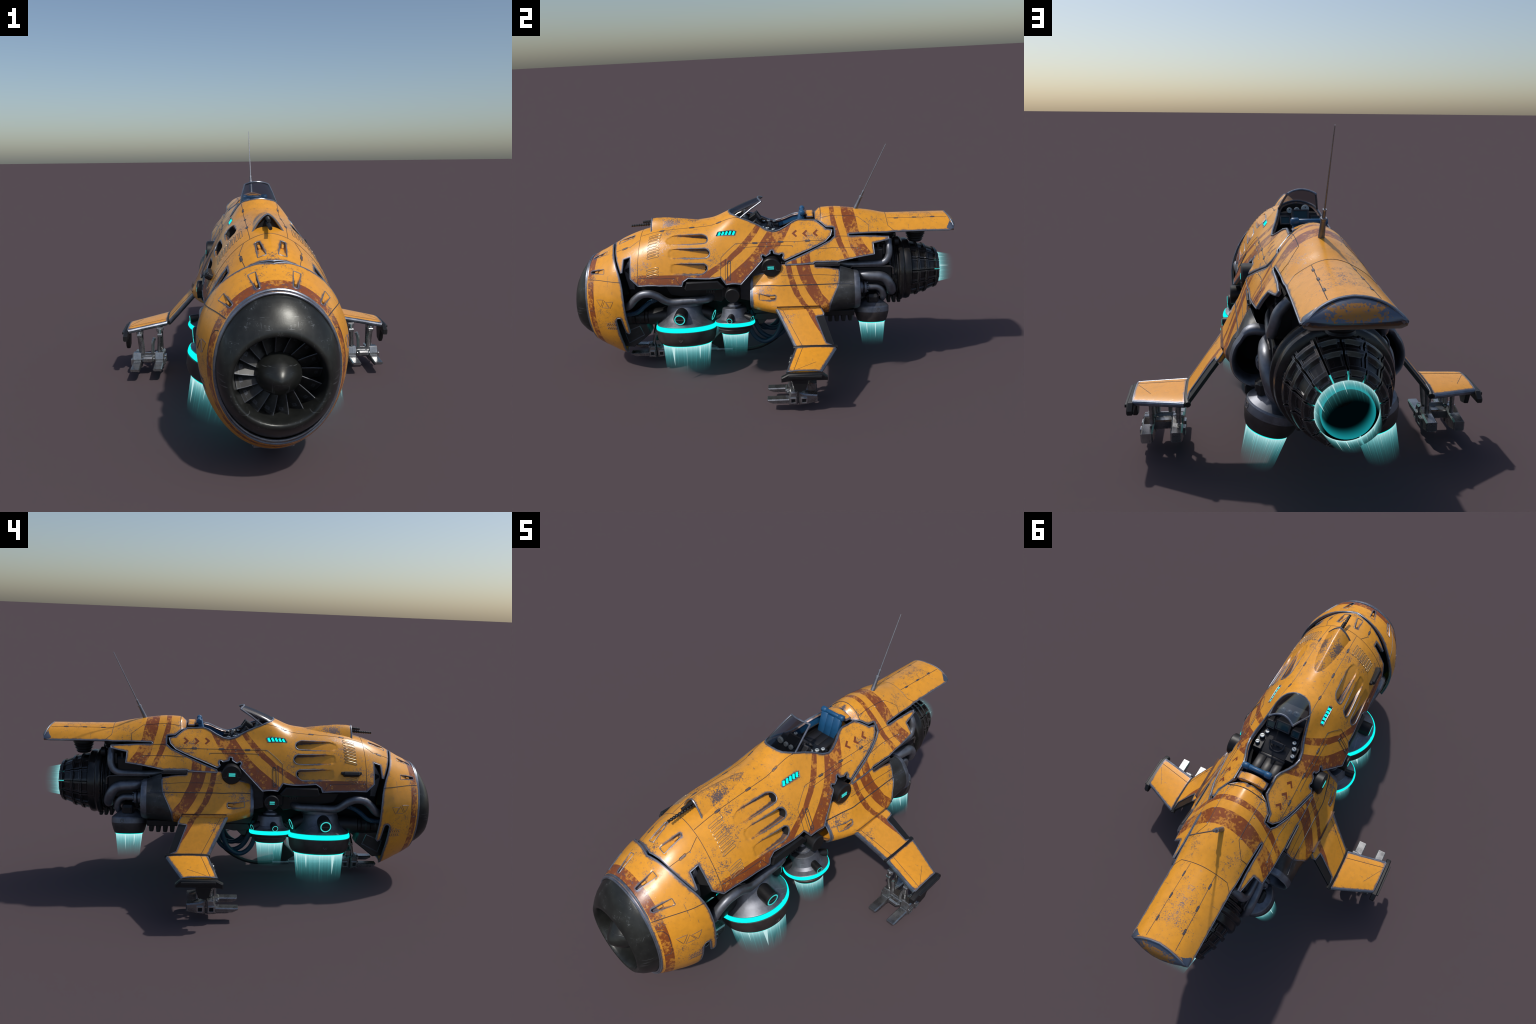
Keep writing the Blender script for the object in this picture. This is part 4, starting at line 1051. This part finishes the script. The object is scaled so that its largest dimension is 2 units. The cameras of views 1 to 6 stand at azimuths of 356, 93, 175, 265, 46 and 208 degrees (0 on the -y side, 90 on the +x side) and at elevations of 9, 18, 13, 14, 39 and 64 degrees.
# engine plumbing
pl = Bag()
pl.add(*tube(spline([(.13, .40, .575), (.145, .45, .568), (.152, .53, .569), (.155, .60, .570), (.155, .635, .582), (.150, .652, .610), (.140, .655, .645), (.11, .655, .68)], 8), .0165, 14))
pl.add(*tube(spline([(.10, .475, .512), (.135, .50, .514), (.160, .535, .511), (.168, .60, .508), (.168, .633, .495), (.164, .655, .465), (.15, .668, .43), (.12, .67, .41)], 8), .0245, 16))
pl.add(*tube(spline([(.16, .45, .450), (.163, .505, .450), (.165, .56, .450), (.165, .595, .448), (.163, .617, .428), (.155, .625, .395), (.13, .62, .37)], 8), .0165, 14))
mirror(pl.make('exhaust_pipe', ['pipe'], angle=60))
fl_ = Bag()
for y in (.514, .534): fl_.add(*cyl((.164, y - .008, .45), (.164, y + .008, .45), .031, 24, .12))
for y in (.503, .545):
    for a in range(8): fl_.add(*cyl((.164 + .024 * math.cos(a*.785), y - .002, .45 + .024 * math.sin(a*.785)), (.164 + .024 * math.cos(a*.785), y + .002, .45 + .024 * math.sin(a*.785)), .004, 8))
mirror(fl_.make('pipe_flange', ['pipe']))
gb = Bag()
gb.add(*box((.164, .570, .392), (.062, .058, .048), ch=.2)); gb.add(*box((.195, .572, .396), (.008, .034, .022), ch=.2)); gb.add(*cyl((.13, .57, .36), (.128, .566, .40), .034)); gb.add(*box((.125, .535, .41), (.03, .03, .05)))
for y in (.664, .691, .716): gb.add(*box((.06, y, .356), (.07, .017, .052), ch=.2))
gb.add(*box((.12, .60, .635), (.05, .012, .07))); gb.add(*box((.12, .628, .64), (.05, .010, .05))); gb.add(*box((.10, .56, .60), (.10, .14, .10))); gb.add(*cyl((.05, .690, .652), (.05, .715, .652), .024))
gb.add(*tube([(.158, .43, .543), (.160, .461, .548), (.162, .467, .560), (.166, .60, .559), (.166, .660, .557), (.164, .672, .548), (.162, .674, .515)], .0035, 6), 1)
gb.add(*box((.125, .57, .50), (.06, .20, .11)))
mirror(gb.make('engine_gear', ['black', 'rim']))

# ================================================================== INNER BODY, CHASSIS
li = [(y, t) for y, t in [(-.74, 0), (-.70, .22), (-.60, .335), (-.39, .375), (-.17, .40), (.02, .33), (.30, .30), (.55, .265), (.60, .19), (.60, .06), (.32, .06), (.30, .09)]] + [(y, t + .012) for y, t in cockpit_edge[1:-1]] + [(-.165, 0)]
panel('hull_liner', li, HULL, ['void'], th=.004, h=.02, weld=True, bulge=lambda Y, T_: .036 + 0 * Y)
ch_ = Bag()
ch_.add(*box((0, -.40, .50), (.26, .60, .16))); ch_.add(*box((0, -.42, .36), (.11, .60, .16))); ch_.add(*box((0, .10, .47), (.19, .55, .24))); ch_.add(*box((0, .50, .60), (.20, .30, .14)))
ch_.add(*box((0, -.18, .31), (.05, .34, .24))); ch_.make('chassis', ['void'])
ck = Bag()
ck.add(*prism([(-.100, .492), (.000, .60), (.12, .60), (.12, .42), (.00, .40), (-.060, .402), (-.10, .412)], .10, .186)); 
mirror(ck.make('flank_panel', ['char']))
rb = Bag()
rb.add(*prism([(-.374, .496), (-.362, .529), (-.203, .531), (-.172, .497), (-.18, .486), (-.365, .484)], .14, .236, .005)); rb.add(*box((.20, -.24, .49), (.05, .05, .03)))
for k in range(4): rb.add(*box((.205, -.262 + .012 * k, .487), (.05, .006, .034)))
rb.add(*prism([(-.49, .488), (-.17, .488), (-.17, .42), (-.20, .39), (-.46, .436)], .08, .165, .004)); rb.add(*box((.15, -.15, .455), (.09, .10, .07)))
mirror(rb.make('recess_block', ['black']))
ns = Bag(); ns.add(*prism([(-.703, .575), (-.664, .63), (-.655, .60), (-.655, .53), (-.655, .462), (-.683, .462), (-.694, .52)], .105, .135, .004)); mirror(ns.make('seam_strut', ['gun']))
sp_ = Bag(); sp_.add(*tube(spline([(.16, -.73, .385), (.19, -.70, .388), (.208, -.668, .405), (.216, -.636, .440), (.221, -.598, .466), (.222, -.556, .470), (.216, -.520, .454), (.206, -.485, .424), (.197, -.452, .411), (.192, -.382, .412), (.188, -.29, .415), (.175, -.262, .417), (.15, -.25, .42)], 8), .0195, 16))
mirror(sp_.make('intake_pipe', ['pipe']))
rh = Bag(); N_ = 44; yy = np.linspace(-.79, -.52, N_)
rh.add(*tube([(.115, y, .300) for y in yy], .038, 22, radii=[.040 if (i // 4) % 2 else .0365 for i in range(N_)])); rh.add(*cyl((.12, -.60, .302), (.12, -.46, .305), .044, 24))
mirror(rh.make('ribbed_hose', ['black'], angle=25))
bh = Bag(); P = spline([(.18, -.76, .348), (.185, -.70, .345), (.186, -.655, .350), (.186, -.625, .366), (.184, -.598, .388), (.178, -.567, .408), (.16, -.52, .42)], 14)
bh.add(*tube(P, .0125, 10, radii=[.0125 if i % 2 else .0110 for i in range(len(P))])); mirror(bh.make('blue_hose', ['hose'], angle=20))
cw_ = Bag(); cw_.add(*prism([(-.785, .272), (-.612, .262), (-.600, .204), (-.700, .125), (-.745, .130), (-.785, .16)], .05, .125, .006)); cw_.add(*tube([(.1255, -.740, .215), (.1255, -.655, .250), (.1255, -.636, .198), (.1255, -.724, .152)], .0022, 5, True), 1)
mirror(cw_.make('chin_panel', ['duct', 'trim']))
br = Bag(); br.add(*prism([(-.045, .268), (-.03, .300), (.09, .302), (.10, .272), (.04, .262)], .085, .12, .003)); br.add(*prism([(-.03, .27), (.03, .265), (.0, .235), (-.02, .235)], .06, .11, .003)); br.add(*prism([(-.06, .34), (.02, .34), (.10, .30), (-.04, .30)], .07, .115, .003))
mirror(br.make('keel_bracket', ['char']))
gt = Bag(); gt.add(*cyl((0, -.272, .040), (0, -.180, .040), .0145, 20)); gt.add(*cyl((0, -.335, .040), (0, -.27, .040), .0085)); gt.add(*cyl((0, -.58, .040), (0, -.33, .040), .0115)); gt.add(*cyl((0, -.37, .040), (0, -.33, .040), .015))
gt.make('hydraulic_tube', ['pipe'])
hg = Bag(); hg.add(*prism([(-.305, .088), (-.24, .150), (-.21, .30), (-.16, .30), (-.185, .085), (-.195, .062), (-.262, .060)], -.022, .022, .004)); hg.add(*box((0, -.222, .056), (.036, .075, .008)))
hg.make('tube_hanger', ['black'])
cb_ = Bag(); cb_.add(*tube(spline([(0, -.19, .040), (0, -.13, .036), (0, -.08, .037), (0, -.022, .052), (0, .033, .080), (0, .080, .118), (0, .112, .165), (0, .125, .24), (0, .12, .36)], 8), .010, 10)); cb_.make('black_cable', ['black'])
bc = Bag()
for x, P in ((.055, [(-.06, .30), (-.045, .225), (-.017, .167), (.020, .138), (.060, .136), (.105, .165), (.125, .22), (.12, .35)]), (.085, [(-.085, .30), (-.068, .205), (-.044, .152), (-.004, .124), (.038, .134), (.075, .17), (.10, .24), (.10, .34)])):
    bc.add(*tube(spline([(x, y, z) for y, z in P], 8), .0125, 12))
mirror(bc.make('blue_cable', ['hose']))

# ================================================================== COCKPIT
def rim_pt(u):   # 3D polyline of the opening, right side from rear to front
    return u
edge3 = on_surf(HULL, fine_poly(cockpit_edge, .012, False), 0.0)
full = [tuple(p) for p in edge3] + [(-p[0], p[1], p[2]) for p in edge3[::-1][1:]]
V, F = tube([(x, y, z - .001) for x, y, z in full], .0042, 8); make('cockpit_rim', V, F, ['trim'])
low = [(x * .93, y, min(z - .05, .74)) for x, y, z in full]; flr = [(x * .86, y, .655) for x, y, z in full]
top = [(x * .97, y, z - .006) for x, y, z in full]
V, F = loft([top, low, flr], closed=False); n = len(full)
F2 = F + [tuple(range(2 * n, 3 * n))]; ix = []
for f in F: 
    c = np.mean([V[i] for i in f], 0); ix.append(1 if c[1] > .10 and c[2] > .72 else 0)
make('cockpit_tub', V, F2, ['cloth', 'blue'], idx=ix + [0])
# windshield: glass lofted from the base curve on the hull up to the arched rear edge
hw = fine_poly([(-.087, .084), (-.115, .068), (-.134, .052), (-.146, .028), (-.150, 0)], .006, False); base3 = on_surf(HULL, hw, .001)
base_all = [tuple(p) for p in base3] + [(-p[0], p[1], p[2]) for p in base3[::-1][1:]]; nb = len(base_all)
arch = []
for k in range(nb):
    a = 1 - 2 * k / (nb - 1); w = .0515; arch.append((w * a, .0225 - .020 * (1 - a * a), .885 + .0125 * (1 - a ** 2)))
rows = []
for j in range(9):
    u = j / 8; bow = .006 * math.sin(math.pi * u)
    rows.append([(b_[0] + (c[0] - b_[0]) * u + np.sign(b_[0]) * bow * .4, b_[1] + (c[1] - b_[1]) * u, b_[2] + (c[2] - b_[2]) * u + bow * .5) for b_, c in zip(base_all, arch)])
V, F = loft(rows, closed=False); Vi = [(x * .965, y + .002, z - .0025) for x, y, z in V]; n = len(V)
gF = [tuple(f) for f in F] + [tuple(i + n for i in f[::-1]) for f in F]
make('windshield', list(V) + Vi, gF, ['glass'])
fr = Bag(); fr.add(*tube(arch, .0042, 8)); 
for s in (1, -1): fr.add(*tube([(s * .0745, -.086, .811), (s * .063, -.03, .852), (s * .0515, .0225, .885)], .0042, 8))
fr.make('windshield_frame', ['trim'])
# dash, monitors, gauges
db = Bag(); db.add(*prism([(-.11, .70), (-.11, .80), (-.07, .80), (-.03, .75), (.03, .745), (.10, .72), (.10, .66), (-.11, .66)], -.080, .080)); db.make('dashboard', ['cloth'])
def monitor(x, y, z, w, h, d=.045):
    R = Matrix.Rotation(math.radians(34), 3, 'X'); b = Bag()
    b.add(*box((x, y, z), (w, d, h), R, .08)); f = R @ Vector((0, d / 2, 0)); b.add(*box(Vector((x, y, z)) + f, (w * .84, .002, h * .74), R, .02), 1)
    for a, bb_, sx, sz in ((0, h * .44, w, h * .12), (0, -h * .44, w, h * .12), (w * .45, 0, w * .1, h), (-w * .45, 0, w * .1, h)): b.add(*box(Vector((x, y, z)) + R @ Vector((a, d / 2 + .001, bb_)), (sx, .006, sz), R, .1), 2)
    return b.make('monitor', ['cloth', 'screen', 'char'])
monitor(.001, -.018, .790, .064, .042); monitor(.057, -.018, .770, .036, .034); monitor(-.055, -.018, .770, .036, .034)
gg = Bag()
for s in (1, -1):
    for (x, y, z, r) in ((.062, .024, .757, .0085), (.073, .049, .755, .0095), (.080, .079, .749, .0085)):
        gg.add(*cyl((s * x, y, z - .03), (s * x, y, z), r, 18)); gg.add(*box((s * x, y, z + .0004), (r * 1.5, .0022, .0016), Matrix.Rotation(s * .5, 3, 'Z')), 1)
        gg.add(*cyl((s * x, y, z - .034), (s * x, y, z - .004), r * 1.2, 18), 1)
for x, z, r in ((.034, .809, .0105), (.006, .810, .0105), (-.026, .815, .015)): gg.add(*cyl((x, -.075, z), (x, -.064, z), r, 18)); gg.add(*box((x, -.0635, z + r * .4), (.003, .001, .005)), 1)
gg.make('gauge', ['dial', 'cloth'])
b = Bag(); b.add(*prism([(.0, .70), (.0, .742), (.10, .735), (.11, .70)], .055, .092)); b.add(*prism([(.0, .70), (.0, .742), (.10, .735), (.11, .70)], -.092, -.055)); b.make('console', ['cloth'])
sw = Bag(); R = Matrix.Translation((0, .058, .752)) @ Matrix.Rotation(math.radians(42), 4, 'X')
sw.add(*tube([R @ Vector((.033 * math.cos(a), .0, .033 * math.sin(a))) for a in np.linspace(math.radians(165), math.radians(375), 24)], .0045, 8)); sw.add(*xf(*[box((0, 0, .002), (.054, .010, .016))[0], R]) and (xf(box((0, 0, .002), (.054, .010, .016))[0], R), box((0, 0, 0), (1, 1, 1))[1])); sw.add(*cyl(R @ Vector((0, 0, 0)), R @ Vector((0, -.06, 0)), .008)); sw.make('steering_wheel', ['char'])
# seat
st = Bag()
def cushion(c, s, rot, bag, i, seams=3):
    w = s[0] / seams
    for k in range(seams): bag.add(*box(Vector(c) + rot @ Vector(((k - (seams - 1) / 2) * w, 0, 0)), (w * (1.0 if k != 1 else 1.02), s[1], s[2] * (1 if k != 1 else .93)), rot, .13), i)
cushion((0, .150, .705), (.118, .105, .030), Matrix.Rotation(math.radians(6), 3, 'X'), st, 0)
st.add(*cyl((-.060, .104, .703), (.060, .104, .703), .016, 16), 0)
back = Matrix.Rotation(math.radians(-14), 3, 'X')
cushion((0, .212, .762), (.108, .022, .105), back, st, 1)
for s in (1, -1): st.add(*cyl((s * .062, .228, .818), (s * .034, .228, .818), .0135, 18, .3), 1)
st.add(*cyl((-.04, .228, .818), (.04, .228, .818), .0095, 16), 1)
st.make('seat', ['cloth', 'blue'], angle=50)

# antenna: telescoping whip leaning backwards
A0, A1 = Vector((.003, .497, .812)), Vector((0, .653, 1.141)); b = Bag(); D = (A1 - A0)
for u0, u1, r0, r1 in ((0, .21, .0105, .0075), (.195, .215, .0095, .0095), (.21, .29, .0055, .0050), (.285, .295, .0062, .0062), (.29, 1, .0028, .0016)):
    b.add(*tube([A0 + D * u0, A0 + D * ((u0 + u1) / 2), A0 + D * u1], 1, 12, radii=[r0, (r0 + r1) / 2, r1]))
b.make('antenna', ['gun'], angle=50)

# ================================================================== joined fine detail
o = LINES.make('panel_line', ['line', 'orange'], smooth=False); o['kind'] = 'stuff'
o = RIVETS.make('rivet', ['trim'], smooth=False); o['kind'] = 'stuff'
o = marks.make('painted_mark', ['rust'], smooth=False); o['kind'] = 'stuff'
